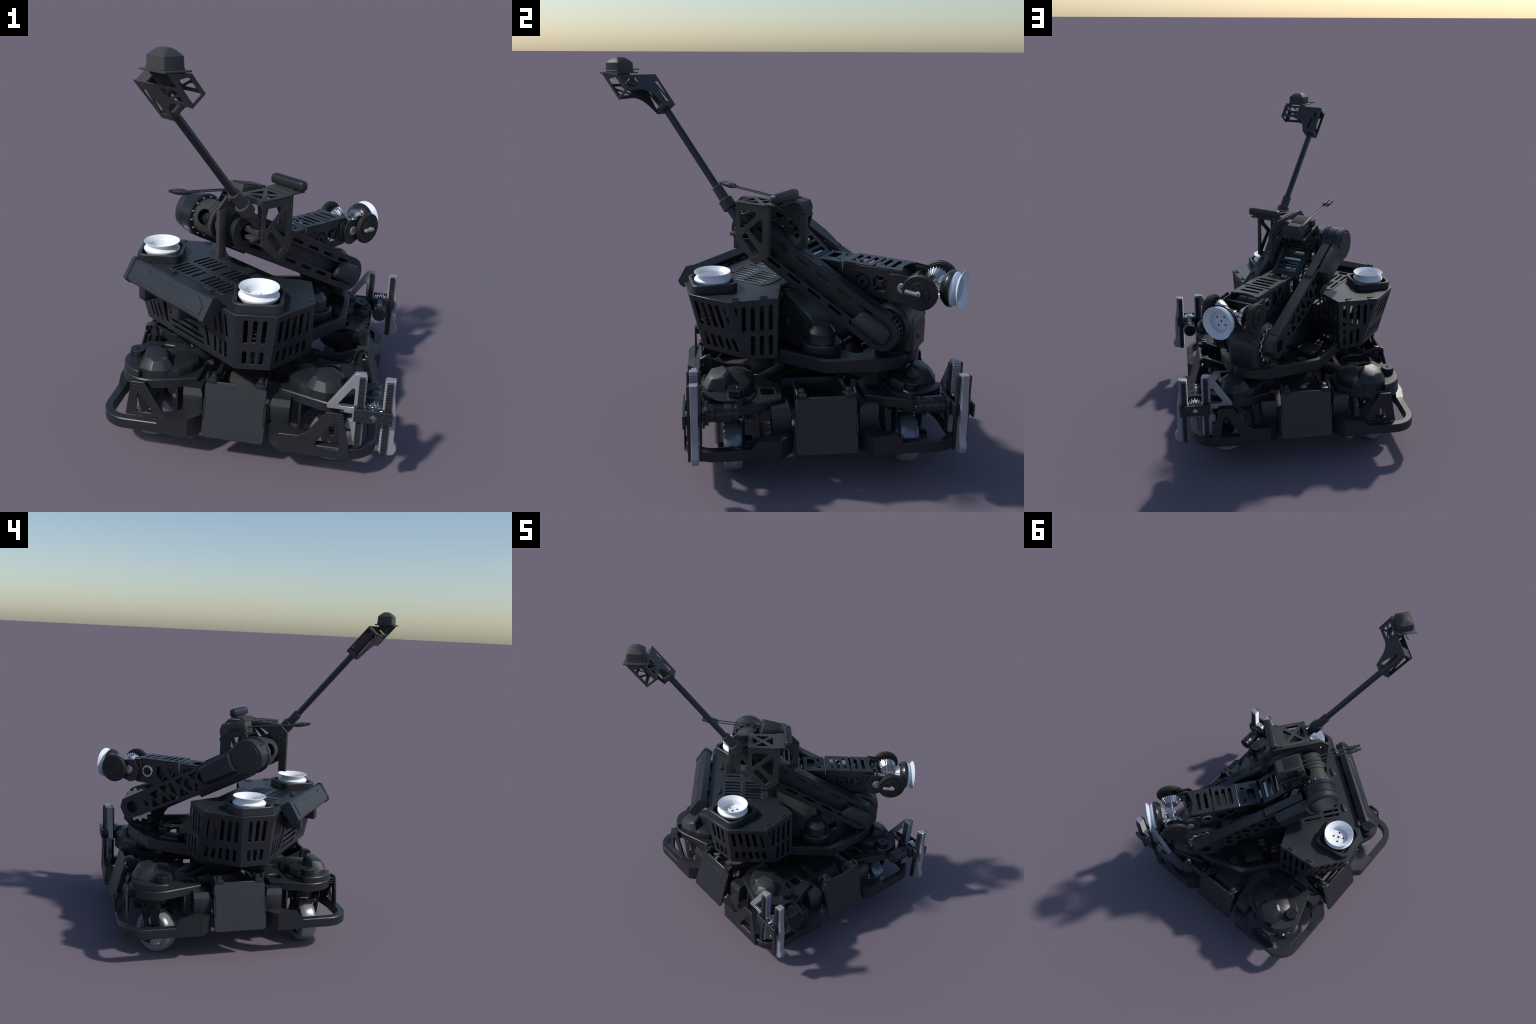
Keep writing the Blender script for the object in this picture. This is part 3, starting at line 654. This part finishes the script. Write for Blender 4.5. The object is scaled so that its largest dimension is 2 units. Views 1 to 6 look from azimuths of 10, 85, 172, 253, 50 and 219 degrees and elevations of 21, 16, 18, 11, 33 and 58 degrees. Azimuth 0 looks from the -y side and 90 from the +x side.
# elbow drums along the joint axis
EW, EZ = -0.280, 1.114
def eax(u): return (u, EW, EZ)
add("elbow_drum", join(cyl(eax(-0.150), eax(-0.205), 0.104, 56, bev=0.004), cyl(eax(-0.118), eax(-0.152), 0.112, 56, bev=0.008), cyl(eax(-0.112), eax(-0.13), 0.092, 48)), GLOSS, U, upper_arm)
add("screw", join(*[cyl((-0.118, EW + 0.098 * math.cos(a), EZ + 0.098 * math.sin(a)), (-0.106, EW + 0.098 * math.cos(a), EZ + 0.098 * math.sin(a)), 0.006, 8) for a in [2 * pi * i / 14 for i in range(14)]]), STEEL, U, upper_arm, kind="stuff")
def windowed_cylinder(u0, u1, r, t, wins, n=216):
    """Cylinder wall along u with round windows (angle, u, radius) left open."""
    bm = bmesh.new(); m = 84
    grid = {}
    for j in range(m + 1):
        for i in range(n):
            a = 2 * pi * i / n; grid[i, j] = bm.verts.new((u0 + (u1 - u0) * j / m, EW + r * math.cos(a), EZ + r * math.sin(a)))
    for j in range(m):
        for i in range(n):
            a = 2 * pi * (i + 0.5) / n; uu = u0 + (u1 - u0) * (j + 0.5) / m
            if any(((a - wa + pi) % (2 * pi) - pi) ** 2 * r * r + (uu - wu) ** 2 < wr * wr for wa, wu, wr in wins): continue
            bm.faces.new((grid[i, j], grid[i, j + 1], grid[(i + 1) % n, j + 1], grid[(i + 1) % n, j]))
    for v in [v for v in bm.verts if not v.link_faces]: bm.verts.remove(v)
    bmesh.ops.recalc_face_normals(bm, faces=bm.faces)
    bmesh.ops.solidify(bm, geom=list(bm.faces), thickness=t)
    me = bpy.data.meshes.new("wc"); bm.to_mesh(me); bm.free(); return me
add("elbow_sleeve", windowed_cylinder(-0.112, 0.025, 0.090, 0.006, [(math.radians(a), -0.040, 0.043) for a in (160, 280, 40)]), GREY, U, upper_arm)
add("elbow_core", join(cyl(eax(-0.11), eax(0.12), 0.055, 32), cyl(eax(0.02), eax(0.028), 0.086, 40)), DARKIN, U, upper_arm)
add("elbow_drum", join(cyl(eax(0.045), eax(0.118), 0.074, 48, bev=0.006), cyl(eax(0.028), eax(0.05), 0.066, 40)), GREY, U, upper_arm)

# right link: slotted channel
def rl_outline(r=0.095, t1=LLEN):
    return arc(0, 0, r, 90, 270, 16) + arc(t1, 0, r, -90, 90, 16)
slots_r = []
for i in range(6):
    t = 0.116 + 0.136 * i
    slots_r.append(slot(t, -0.053, 0.088, 0.017)); slots_r.append(slot(t, 0.055, 0.088, 0.017))
chan = slot(0.43, 0.0, 0.62, 0.042)
chan = rnd([(0.10, -0.032), (0.76, -0.032), (0.76, 0.034), (0.10, 0.034)], 0.01)
right_plate = plate(rl_outline(), slots_r + [chan, circ(LLEN, 0, 0.045, 28)], -0.006, 0.0, 0.0012)
right_back = plate(rl_outline(0.093), [chan, circ(LLEN, 0, 0.045, 28)] + slots_r, 0.060, 0.066, 0.001)
chan_floor = plate(rnd([(0.09, -0.05), (0.77, -0.05), (0.77, 0.05), (0.09, 0.05)], 0.01), [], 0.028, 0.032, 0.001)
ts = [slot(0.14 + 0.136 * i, 0.022, 0.09, 0.010) for i in range(5)]
flanges = []
for sg in (1, -1):
    f = plate(rect(0.0, 0.001, LLEN, 0.059), [slot(0.12 + 0.136 * i, 0.02, 0.09, 0.008) for i in range(6)] if sg > 0 else [], -0.002, 0.002, 0.0005)
    tmesh(f, axes((0, sg * 0.093, 0), (1, 0, 0), (0, 0, 1), (0, -1, 0))); flanges.append(f)
caps_end = []
right_link = add("arm_link", join(right_plate, right_back, chan_floor, *flanges), BLACK, LK(0.193), upper_arm)
cap_o = [(0.10, 0.055), (0.075, 0.062)] + arc(0, 0, 0.058, 85, 275, 16) + [(0.115, -0.052), (0.135, -0.040), (0.135, 0.035)]
def capsule_cover():
    base = [(0.13, 0.042), (0.10, 0.056)] + arc(0, 0, 0.060, 95, 265, 16) + [(0.14, -0.050), (0.15, -0.03)]
    c = Vector((0.04, 0))
    r0 = [(x, y, -0.005) for x, y in base]; r1 = [(c.x + (x - c.x) * 0.99, y * 0.96, -0.022) for x, y in base]; r2 = [(c.x + (x - c.x) * 0.94, y * 0.82, -0.030) for x, y in base]
    return loft([r0, r1, r2])
add("link_cover", capsule_cover(), BLACK, LK(0.193), right_link, smooth=50)
ring_r = join(cyl((0, 0, 0.004), (0, 0, 0.085), 0.080, 40), plate(circ(0, 0, 0.098, 40), [circ(0, 0, 0.075, 40)], 0.008, 0.016, 0.001), *[tmesh(box(0.066, -0.004, 0.0, 0.094, 0.004, 0.06, 0.001), Matrix.Rotation(2 * pi * i / 24, 4, 'Z')) for i in range(24)])
add("joint_ring", ring_r, BLACK, LK(0.193), right_link)
add("joint_ring", join(cyl((LLEN, 0, 0.064), (LLEN, 0, 0.075), 0.09, 40, hole=0.05), cyl((LLEN, 0, 0.0), (LLEN, 0, 0.064), 0.058, 40, hole=0.045)), BLACK, LK(0.193), right_link)
# bolts along the channel edges
add("screw", tmesh(bolts([(0.05 + 0.068 * i, sg * 0.078) for i in range(12) for sg in (1, -1)], 0.0033, 0.0018, Matrix.Identity(4)), Matrix.Diagonal((1, 1, -1, 1)) @ Matrix.Translation((0, 0, 0.006))), MOTOR, LK(0.193), right_link, kind="stuff")

# --- forearm: sloped ladder part, elbow box, roll ring, straight part
LA = Vector((0, 0.080, 0.982)); LB = Vector((0, -0.165, 1.168))
ld = (LB - LA).normalized(); ln = Vector((1, 0, 0)).cross(ld)
lad_len = (LB - LA).length
lad = plate(rnd([(-0.092, 0), (0.092, 0), (0.100, 0.06), (0.100, lad_len), (-0.100, lad_len), (-0.100, 0.06)], 0.004), [rrect(-0.068, 0.028 + 0.043 * i, 0.068, 0.055 + 0.043 * i, 0.009) for i in range(6)], -0.005, 0.0)
forearm = add("forearm", tmesh(lad, axes(LA, (1, 0, 0), ld, ln if ln.z > 0 else -ln)), BLACK, U)
sidep = [(0.105, 0.962), (-0.165, 1.160), (-0.20, 1.17), (-0.30, 1.17), (-0.35, 1.11), (-0.33, 1.03), (-0.24, 1.02), (0.00, 0.90), (0.105, 0.868)]
sp_holes = [rnd([(0.07, 0.965), (0.00, 1.015), (0.04, 0.91)], 0.008), rnd([(-0.03, 1.035), (-0.09, 1.08), (-0.06, 0.97), (0.01, 0.935)], 0.008), rnd([(-0.12, 1.10), (-0.17, 1.12), (-0.15, 1.03), (-0.09, 0.995)], 0.008), circ(EW, EZ, 0.05, 24)]
for s in (1, -1):
    add("forearm_side", tmesh(plate(sidep, sp_holes, -0.003, 0.003), WZ(s * 0.094)), BLACK, U, forearm)
motors_in = join(*[cyl((-0.06, w, z), (0.06, w, z), 0.035, 28) for w, z in ((0.03, 0.965), (-0.06, 1.03))], cyl((0, 0.10, 0.93), (0, 0.0, 0.955), 0.045, 28))
add("forearm_motor", motors_in, STEEL, U, forearm)
ebox = join(plate(rrect(-0.088, 0.095, 0.088, 0.228, 0.004), [rrect(-0.055, 0.120, 0.03, 0.170, 0.008), rrect(-0.062, 0.19, -0.035, 0.205, 0.002), rrect(0.035, 0.185, 0.05, 0.215, 0.003)], 0.990, 0.996, 0.001),
            tmesh(plate(rect(0.095, 0.858, 0.228, 0.991), [circ(0.20, 0.95, 0.01, 12), rrect(0.12, 0.89, 0.18, 0.97, 0.008)], -0.003, 0.003), WZ(0.085)),
            tmesh(plate(rect(0.095, 0.858, 0.228, 0.991), [circ(0.20, 0.95, 0.01, 12), rrect(0.12, 0.89, 0.18, 0.97, 0.008)], -0.003, 0.003), WZ(-0.085)),
            box(-0.088, 0.225, 0.850, 0.088, 0.236, 0.998, 0.003), box(-0.085, 0.10, 0.855, 0.085, 0.225, 0.862, 0.002), box(-0.06, 0.11, 0.87, 0.06, 0.215, 0.96, 0.004))
add("elbow_box", ebox, BLACK, U, forearm)
add("roll_ring", join(box(-0.088, 0.237, 0.852, 0.088, 0.2415, 0.999, 0.003), cyl((0, 0.20, 0.925), (0, 0.245, 0.925), 0.062, 40)), STEEL, U, forearm)
fa_top = join(plate(rrect(-0.092, 0.246, 0.092, 0.405, 0.004), [slot(0.0, 0.285 + 0.043 * i, 0.125, 0.024) for i in range(3)], 0.998, 1.004, 0.0012),
              plate([(-0.092, 0.417), (0.092, 0.417), (0.092, 0.556)] + arc(0, 0.60, 0.0, 0, 0, 1)[:0] + [(0.070, 0.562), (0.055, 0.550), (0.0, 0.540), (-0.055, 0.550), (-0.070, 0.562), (-0.092, 0.556)], [slot(0.0, 0.450, 0.125, 0.022), slot(0.0, 0.498, 0.125, 0.022)], 0.998, 1.004, 0.0012))
add("forearm_top", fa_top, BLACK, U, forearm)
# right side plate with pinion and X window
rp = rnd([(0.246, 0.842), (0.246, 0.997), (0.56, 0.997), (0.575, 0.975), (0.575, 0.862), (0.54, 0.845), (0.40, 0.842)], 0.006, 2)
def xwin(cx, cy, a):
    w = []
    for k in range(4): w.append(rot2([(0.008, a), (-0.008, a), (-a * 0.8, a), (-0.012, 0.012), (0.012, 0.012), (a * 0.8, a)][0:0] + [(-a * 0.8, a), (-0.013, 0.016), (0.013, 0.016), (a * 0.8, a)], k * pi / 2, (cx, cy)))
    return [rnd(q, 0.003, 2) for q in w]
rpl = tmesh(plate(rp, xwin(0.450, 0.918, 0.036) + [circ(0.355, 0.912, 0.040, 30)] + [circ(x, z, 0.0035, 8) for x, z in ((0.27, 0.98), (0.33, 0.985), (0.39, 0.985), (0.44, 0.975), (0.50, 0.98), (0.29, 0.965), (0.30, 0.965), (0.40, 0.86), (0.48, 0.86))], -0.003, 0.003), WZ(0.090))
add("forearm_side", join(rpl, cyl((0.08, 0.355, 0.912), (0.094, 0.355, 0.912), 0.033, 30, hole=0.009), box(0.091, 0.30, 0.955, 0.096, 0.37, 0.972, 0.001)), BLACK, U, forearm)
lp_h = [rnd(t, 0.005, 2) for t in ([(0.262, 0.98), (0.345, 0.98), (0.30, 0.915)], [(0.262, 0.955), (0.285, 0.90), (0.262, 0.86)], [(0.30, 0.86), (0.36, 0.86), (0.325, 0.905)], [(0.325, 0.925), (0.365, 0.975), (0.395, 0.975), (0.395, 0.90), (0.365, 0.875)])] + [circ(0.463, 0.923, 0.036, 28)]
add("forearm_side", tmesh(plate(rp, lp_h, -0.003, 0.003), WZ(-0.090)), BLACK, U, forearm)
add("bearing_ring", cyl((-0.098, 0.463, 0.923), (-0.088, 0.463, 0.923), 0.039, 32, hole=0.024), STEEL, U, forearm)
add("bearing_ring", join(*[tmesh(box(0.022, -0.004, -0.004, 0.03, 0.004, 0.004, 0.001), axes((-0.0965, 0.463, 0.923), (0, math.cos(a), math.sin(a)), (0, -math.sin(a), math.cos(a)), (1, 0, 0))) for a in [2 * pi * i / 8 for i in range(8)]]), MOTOR, U, forearm)
add("forearm_core", join(box(-0.07, 0.25, 0.85, 0.07, 0.44, 0.955, 0.004), box(-0.088, 0.246, 0.845, 0.088, 0.42, 0.85, 0.002), cyl((-0.085, 0.505, 0.925), (0.0, 0.505, 0.925), 0.05, 32), cyl((0.005, 0.505, 0.925), (0.085, 0.505, 0.925), 0.05, 32)), DARKIN, U, forearm)

# --- wrist with differential gears and wheels
WW, WZc = 0.680, 0.928
arm_plate = rnd([(0.50, 0.985), (0.60, 0.982), (0.66, 0.965), (0.70, 0.955), (0.70, 0.90), (0.66, 0.89), (0.60, 0.872), (0.50, 0.875)], 0.02, 3)
wr = []
for s in (1, -1): wr.append(tmesh(plate(arm_plate, [circ(WW, WZc, 0.012, 14), circ(0.60, 0.927, 0.028, 22)], -0.004, 0.004), WZ(s * 0.102)))
for s in (1, -1): wr.append(tmesh(plate(rnd([(0.545, 0.995), (0.63, 0.985), (0.645, 0.93), (0.63, 0.865), (0.575, 0.845), (0.53, 0.86), (0.51, 0.93)], 0.015, 3), [circ(0.583, 0.925, 0.026, 22)], -0.003, 0.003), WZ(s * 0.122)))
wr.append(box(-0.10, 0.585, 0.96, 0.10, 0.60, 0.968, 0.002))
wrist = add("wrist", join(*wr), BLACK, U)
wheel_d = []
for s in (1, -1):
    me = join(cyl((s * 0.133, WW, WZc), (s * 0.160, WW, WZc), 0.088, 48, bev=0.006), cyl((s * 0.128, WW, WZc), (s * 0.134, WW, WZc), 0.076, 40))
    wd = add("wrist_pulley", me, RUBBER, U, wrist)
    hubp = tmesh(plate(circ(WW, WZc, 0.051, 40), [circ(WW, WZc, 0.018, 20)] + [circ(WW + 0.036 * math.cos(a), WZc + 0.036 * math.sin(a), 0.0048, 10) for a in [pi / 6 + pi * i / 3 for i in range(6)]], 0.1595, 0.1650, 0.001), WZ(0))
    if s < 0: tmesh(hubp, Matrix.Diagonal((-1, 1, 1, 1)))
    add("pulley_hub", hubp, RUBBER, U, wd)
    add("bevel_gear", bevel_gear((s * 0.094, WW, WZc), (s * 0.058, WW, WZc), 0.060, 0.068, 0.036, 0.044, 26), STEEL, U, wrist)
    add("spur_gear", tmesh(plate(gear2d(0.047, 0.054, 30), [circ(0, 0, 0.02, 16)], -0.006, 0.006, 0.001), WZ(s * 0.111) @ Matrix.Translation((0.583, 0.925, 0))), STEEL, U, wrist)
    add("gear_hub", cyl((s * 0.118, 0.583, 0.925), (s * 0.130, 0.583, 0.925), 0.026, 24, hole=0.008), ALU, U, wrist)
add("bevel_gear", bevel_gear((0, 0.752, WZc), (0, 0.722, WZc), 0.060, 0.068, 0.036, 0.044, 26), STEEL, U, wrist)
add("wrist_shaft", join(cyl((-0.13, WW, WZc), (0.13, WW, WZc), 0.012, 16), cyl((0, 0.69, WZc), (0, 0.76, WZc), 0.012, 16), box(-0.018, 0.66, 0.91, 0.018, 0.70, 0.946, 0.003)), STEEL, U, wrist)
fit = join(cyl((0.165, WW, WZc), (0.183, WW, WZc), 0.013, 16), cyl((0.183, WW + 0.004, WZc), (0.185, WW - 0.060, WZc + 0.006), 0.0105, 16), cyl((0.183, WW + 0.004, WZc), (0.178, WW + 0.008, WZc), 0.012, 16))
add("hose_fitting", fit, ALU, U, wrist)
Mw = axes((0, 0, WZc), (1, 0, 0), (0, 0, 1), (0, -1, 0)) @ Matrix.Diagonal((1, 1, -1, 1))
holder = lathe([(0.03, 0.748), (0.064, 0.748), (0.070, 0.752), (0.090, 0.775), (0.092, 0.782), (0.092, 0.796), (0.088, 0.799), (0.0865, 0.799), (0.0865, 0.792), (0.03, 0.792)], 48, Mw, True)
add("cup_holder", holder, GLOSS, U, wrist)
wc = lathe([(0, 0.798), (0.056, 0.798), (0.0585, 0.800), (0.060, 0.824), (0.064, 0.827), (0.0925, 0.8415), (0.0945, 0.8435), (0.0955, 0.8415), (0.070, 0.824), (0.070, 0.820), (0.076, 0.816), (0.084, 0.810), (0.086, 0.800), (0.082, 0.795), (0, 0.790)], 56, Mw)
wcup = add("suction_cup", wc, PALE, U)
add("screw", join(*[cyl((r * math.cos(a), 0.7978, WZc + r * math.sin(a)), (r * math.cos(a), 0.7995, WZc + r * math.sin(a)), 0.006, 12) for r, a in ((0, 0), (0.033, 0.6), (0.033, 2.17), (0.033, 3.74), (0.033, 5.31))]), BASEGREY, U, wcup, kind="stuff")

# --- electronics unit on the forearm with antenna leads
def eb_ring(u0, u1, w0, w1, z): return [(u0, w0, z), (u1, w0, z), (u1, w1, z), (u0, w1, z)]
tilt = Matrix.Translation((0, -0.11, 1.25)) @ Matrix.Rotation(math.radians(-13), 4, 'X')
ebm = join(box(-0.058, -0.085, -0.045, 0.050, 0.055, 0.030, 0.004), tmesh(loft([eb_ring(-0.060, 0.052, 0.028, 0.092, -0.048), eb_ring(-0.060, 0.052, 0.028, 0.092, 0.0), eb_ring(-0.048, 0.040, 0.035, 0.075, 0.036)]), Matrix.Identity(4)),
           *[box(-0.040 + 0.0105 * i, -0.078, 0.030, -0.0345 + 0.0105 * i, 0.028, 0.036, 0.001) for i in range(8)],
           box(-0.074, -0.09, -0.03, -0.050, -0.045, 0.02, 0.003))
unit = add("receiver_unit", tmesh(ebm, tilt), GREY, U, forearm)
add("port", tmesh(join(*[box(-0.0615, -0.03 + 0.022 * i, -0.012, -0.0575, -0.014 + 0.022 * i, 0.004, 0.001) for i in range(3)]), tilt), MOTOR, U, unit)
tr = [(-0.035, 1.185), (-0.06, 1.21), (-0.20, 1.245), (-0.23, 1.20), (-0.20, 1.12), (-0.06, 1.10)]
for s in (-0.088, 0.082):
    add("unit_bracket", tmesh(plate(tr, [rnd([(-0.05, 1.195), (-0.10, 1.20), (-0.08, 1.13)], 0.006), rnd([(-0.12, 1.205), (-0.18, 1.215), (-0.17, 1.15), (-0.11, 1.135)], 0.008)], -0.003, 0.003), WZ(s)), BLACK, U, unit)
add("unit_bracket", tmesh(box(-0.088, -0.09, -0.055, 0.082, 0.09, -0.048, 0.001), tilt), BLACK, U, unit)
for du in (-0.014, 0.014):
    ant = join(tube([(du - 0.012, -0.19, 1.262), (du, -0.34, 1.284), (du, -0.49, 1.300)], 0.0034, 8))
    an = add("antenna_lead", ant, GREY, U, unit)
    A0, A1 = Vector((du, -0.478, 1.298)), Vector((du, -0.582, 1.316)); Ma, la = zto(A0, A1)
    grip = lathe([(0, 0), (0.006, 0), (0.0075, 0.008), (0.006, 0.012), (0.0115, 0.02), (0.0125, 0.04), (0.0125, 0.062), (0.0105, 0.068), (0.012, 0.072), (0.0105, 0.080), (0.008, 0.082), (0.0085, 0.092), (0.0075, la), (0.004, la), (0.004, la - 0.008), (0, la - 0.008)], 16, Ma)
    add("antenna_plug", grip, GREY, U, an)

# ==================================================================  CAMERA TOWER AND MAST
tw_out = [(-0.281, 1.281), (-0.083, 1.281), (-0.085, 1.018), (-0.161, 0.966), (-0.279, 1.068)]
tw_h = [rnd([(-0.253, 1.245), (-0.158, 1.245), (-0.158, 1.222), (-0.253, 1.14)], 0.008, 3),
        rnd([(-0.200, 1.148), (-0.125, 1.215), (-0.117, 1.205), (-0.120, 1.073)], 0.008, 3),
        rnd([(-0.222, 1.132), (-0.245, 1.105), (-0.165, 1.010), (-0.137, 1.032)], 0.006, 3)]
tower = add("camera_tower", tmesh(plate(tw_out, tw_h + [circ(w, z, 0.0035, 8) for w, z in ((-0.265, 1.262), (-0.10, 1.262), (-0.262, 1.10), (-0.163, 0.985), (-0.10, 1.03), (-0.215, 1.14))], -0.008, 0.0, 0.0015), WZ(0.293)), GREY, U)
arch_o = [(-0.355, 1.283), (-0.005, 1.283), (0.048, 1.230), (0.048, 1.025), (0.004, 1.025), (0.004, 1.10)] + arc(-0.17, 1.08, 0.178, 8, 172, 18) + [(-0.358, 1.08), (-0.358, 0.986), (-0.406, 0.986), (-0.406, 1.232)]
arch_h = [rnd([(-0.005, 1.225), (0.03, 1.205), (0.03, 1.15)], 0.006), rnd([(-0.345, 1.235), (-0.368, 1.215), (-0.368, 1.15)], 0.006)]
arch_h += [circ(0.028, z, 0.003, 8) for z in (1.06, 1.10, 1.19)] + [circ(-0.388, z, 0.003, 8) for z in (1.0, 1.06, 1.12, 1.22)]
add("tower_arch", join(tmesh(plate(arch_o, arch_h, -0.008, 0.008, 0.0015), WZ(0.120))), GREY, U, tower)
add("tower_arch", join(box(0.127, -0.406, 0.986, 0.136, -0.362, 1.228, 0.002), box(0.127, 0.008, 1.026, 0.136, 0.048, 1.226, 0.002), box(0.127, -0.35, 1.262, 0.140, -0.285, 1.2825, 0.002)), GREY, U, tower)
X = []
x0, x1, y0, y1 = 0.148, 0.272, -0.255, -0.125
cxx, cyy = (x0 + x1) / 2, (y0 + y1) / 2
d_ = 0.010
X += [rnd([(x0 + d_ * 1.6, y0), (x1 - d_ * 1.6, y0), (cxx, cyy - d_ * 1.5)], 0.004), rnd([(x0 + d_ * 1.6, y1), (cxx, cyy + d_ * 1.5), (x1 - d_ * 1.6, y1)], 0.004), rnd([(x0, y0 + d_ * 1.6), (cxx - d_ * 1.5, cyy), (x0, y1 - d_ * 1.6)], 0.004), rnd([(x1, y0 + d_ * 1.6), (x1, y1 - d_ * 1.6), (cxx + d_ * 1.5, cyy)], 0.004)]
add("tower_top", join(plate(rect(0.122, -0.281, 0.2945, -0.083), X, 1.2815, 1.288, 0.0012), box(0.27, -0.088, 1.02, 0.292, -0.080, 1.28, 0.002), box(0.13, -0.281, 1.262, 0.285, -0.275, 1.281, 0.001), box(0.13, -0.09, 1.262, 0.285, -0.083, 1.281, 0.001)), GREY, U, tower)
add("tower_strut", join(cyl((0.13, -0.165, 1.0), (0.286, -0.165, 1.0), 0.008, 12), tmesh(box(-0.08, -0.03, -0.003, 0.08, 0.03, 0.003, 0.001), Matrix.Translation((0.21, -0.205, 1.055)) @ Matrix.Rotation(math.radians(-50), 4, 'X')), box(0.13, -0.27, 1.06, 0.285, -0.24, 1.075, 0.003)), GREY, U, tower)
cam_plate = plate(rrect(0.122, -0.10, 0.300, -0.012, 0.003), [circ(0.135, -0.09, 0.003, 8), circ(0.285, -0.09, 0.003, 8)], 1.288, 1.2965, 0.0015)
cam = add("camera", join(box(0.100, -0.058, 1.301, 0.322, -0.012, 1.349, 0.015, 4)), BASEGREY, U, tower)
add("camera_plate", cam_plate, GREY, U, tower)
add("camera_foot", box(0.16, -0.052, 1.295, 0.26, -0.02, 1.303, 0.001), BLACK, U, tower)
add("camera_fins", join(*[box(0.118 + 0.0125 * i, -0.048, 1.3475, 0.124 + 0.0125 * i, -0.024, 1.3505, 0.0008) for i in range(15)]), BASEGREY, U, tower)
add("camera_window", join(box(0.125, -0.0135, 1.314, 0.298, -0.0105, 1.336, 0.001)), GLOSS, U, tower)

# mast frame: s along the mast, q across (u), normal n
MP = Vector((0, -0.643, 0.766)); MN = Vector((0, 0.766, 0.643)); MU = 0.257
M0 = Vector((MU, 0.766 * 0.538, 0.643 * 0.538))
def mast(s, q=0.0, n=0.0): return M0 + MP * s + MN * n + Vector((q, 0, 0))
pole = cyl(mast(1.28), mast(1.86), 0.0195, 8, bev=0.0005)
mast_o = add("mast", pole, BLACK, U)
add("mast_socket", join(cyl(mast(1.06), mast(1.19), 0.024, 28), cyl(mast(1.165), mast(1.222), 0.0385, 24, bev=0.003), cyl(mast(1.22), mast(1.302), 0.0275, 28)), GREY, U, mast_o)
add("mast_socket", join(box(0.225, -0.325, 1.10, 0.287, -0.262, 1.118, 0.003), box(0.14, -0.295, 1.12, 0.285, -0.278, 1.15, 0.003)), GREY, U, mast_o)
# head: two boomerang plates, local (u, s)
def boom():
    o = [(0.217, 1.805), (0.217, 2.010), (0.5105, 2.013), (0.5105, 1.917), (0.405, 1.919)]
    o += [(0.385, 1.917), (0.362, 1.908), (0.342, 1.892), (0.326, 1.870), (0.312, 1.840), (0.298, 1.805)]
    h = [rnd([(0.235, 1.965), (0.262, 1.965), (0.235, 1.855)], 0.003), rnd([(0.245, 1.835), (0.285, 1.835), (0.268, 1.935)], 0.003),
         rnd([(0.385, 1.995), (0.425, 1.995), (0.385, 1.955)], 0.003), rnd([(0.44, 1.997), (0.485, 1.997), (0.485, 1.985), (0.395, 1.945), (0.395, 1.96)], 0.004), rnd([(0.40, 1.938), (0.48, 1.938), (0.488, 1.965), (0.475, 1.968)], 0.004)]
    return o, h
bo, bh = boom()
Ms = lambda n: axes(M0 - Vector((MU, 0, 0)) + MN * n, (1, 0, 0), MP, MN)
head = add("mast_head", join(tmesh(plate(bo, bh, -0.0025, 0.0025), Ms(0.036)), tmesh(plate(bo, bh, -0.0025, 0.0025), Ms(-0.036)),
        tmesh(box(0.219, 1.806, -0.0335, 0.297, 1.832, 0.0335, 0.002), Ms(0)), tmesh(box(0.219, 1.990, -0.0335, 0.29, 2.004, 0.0335, 0.002), Ms(0)),
        cyl(mast(1.83), mast(1.99), 0.024, 20),
        tmesh(plate(rnd([(-0.0335, 1.95), (0.0335, 1.95), (0.0335, 2.008), (-0.0335, 2.008)], 0.002), [rnd([(-0.02, 1.962), (0.02, 1.962), (0.0, 1.985)], 0.003)], -0.002, 0.002), axes(M0 - Vector((MU, 0, 0)) + Vector((0.395, 0, 0)), MN, MP, (-1, 0, 0)))), GREY, U)
fp = [(-0.787, 1.838), (-0.850, 1.914), (-0.958, 1.918), (-0.848, 1.788)]
fh = [rnd([(-0.812, 1.842), (-0.848, 1.810), (-0.905, 1.880), (-0.865, 1.880)], 0.006)]
fh = [rnd([(-0.808, 1.838), (-0.846, 1.806), (-0.915, 1.892), (-0.875, 1.900), (-0.862, 1.900)], 0.005)]
add("head_front", tmesh(plate(fp, fh, -0.003, 0.003), WZ(0.5085)), GREY, U, head)
bp = [(-0.87, 1.90), (-0.87, 1.918), (-0.955, 1.918), (-0.955, 1.910), (-0.915, 1.865), (-0.905, 1.868)]
add("head_front", tmesh(plate(bp, [], -0.003, 0.003), WZ(0.40)), GREY, U, head)
plat = add("receiver_platform", box(0.354, -0.971, 1.918, 0.514, -0.852, 1.9245, 0.001), GREY, U, head)
def dring(g, z, r=0.010): return [(x, y, z) for x, y in rrect(0.3725 + g, -0.957 + g, 0.4875 - g, -0.861 - g, r, 4)]
dome_h = loft([dring(-0.001, 1.924), dring(-0.001, 1.931), dring(0.0, 1.932), dring(0.002, 1.972), dring(0.010, 1.981, 0.012), dring(0.022, 1.992, 0.012), dring(0.030, 1.997, 0.010), dring(0.037, 1.9995, 0.008)])
add("satellite_receiver", dome_h, GREY, U, head, smooth=25)
add("receiver_pin", cyl((0.38, -0.888, 1.9365), (0.297, -0.897, 1.9365), 0.0032, 10), GREY, U, head)
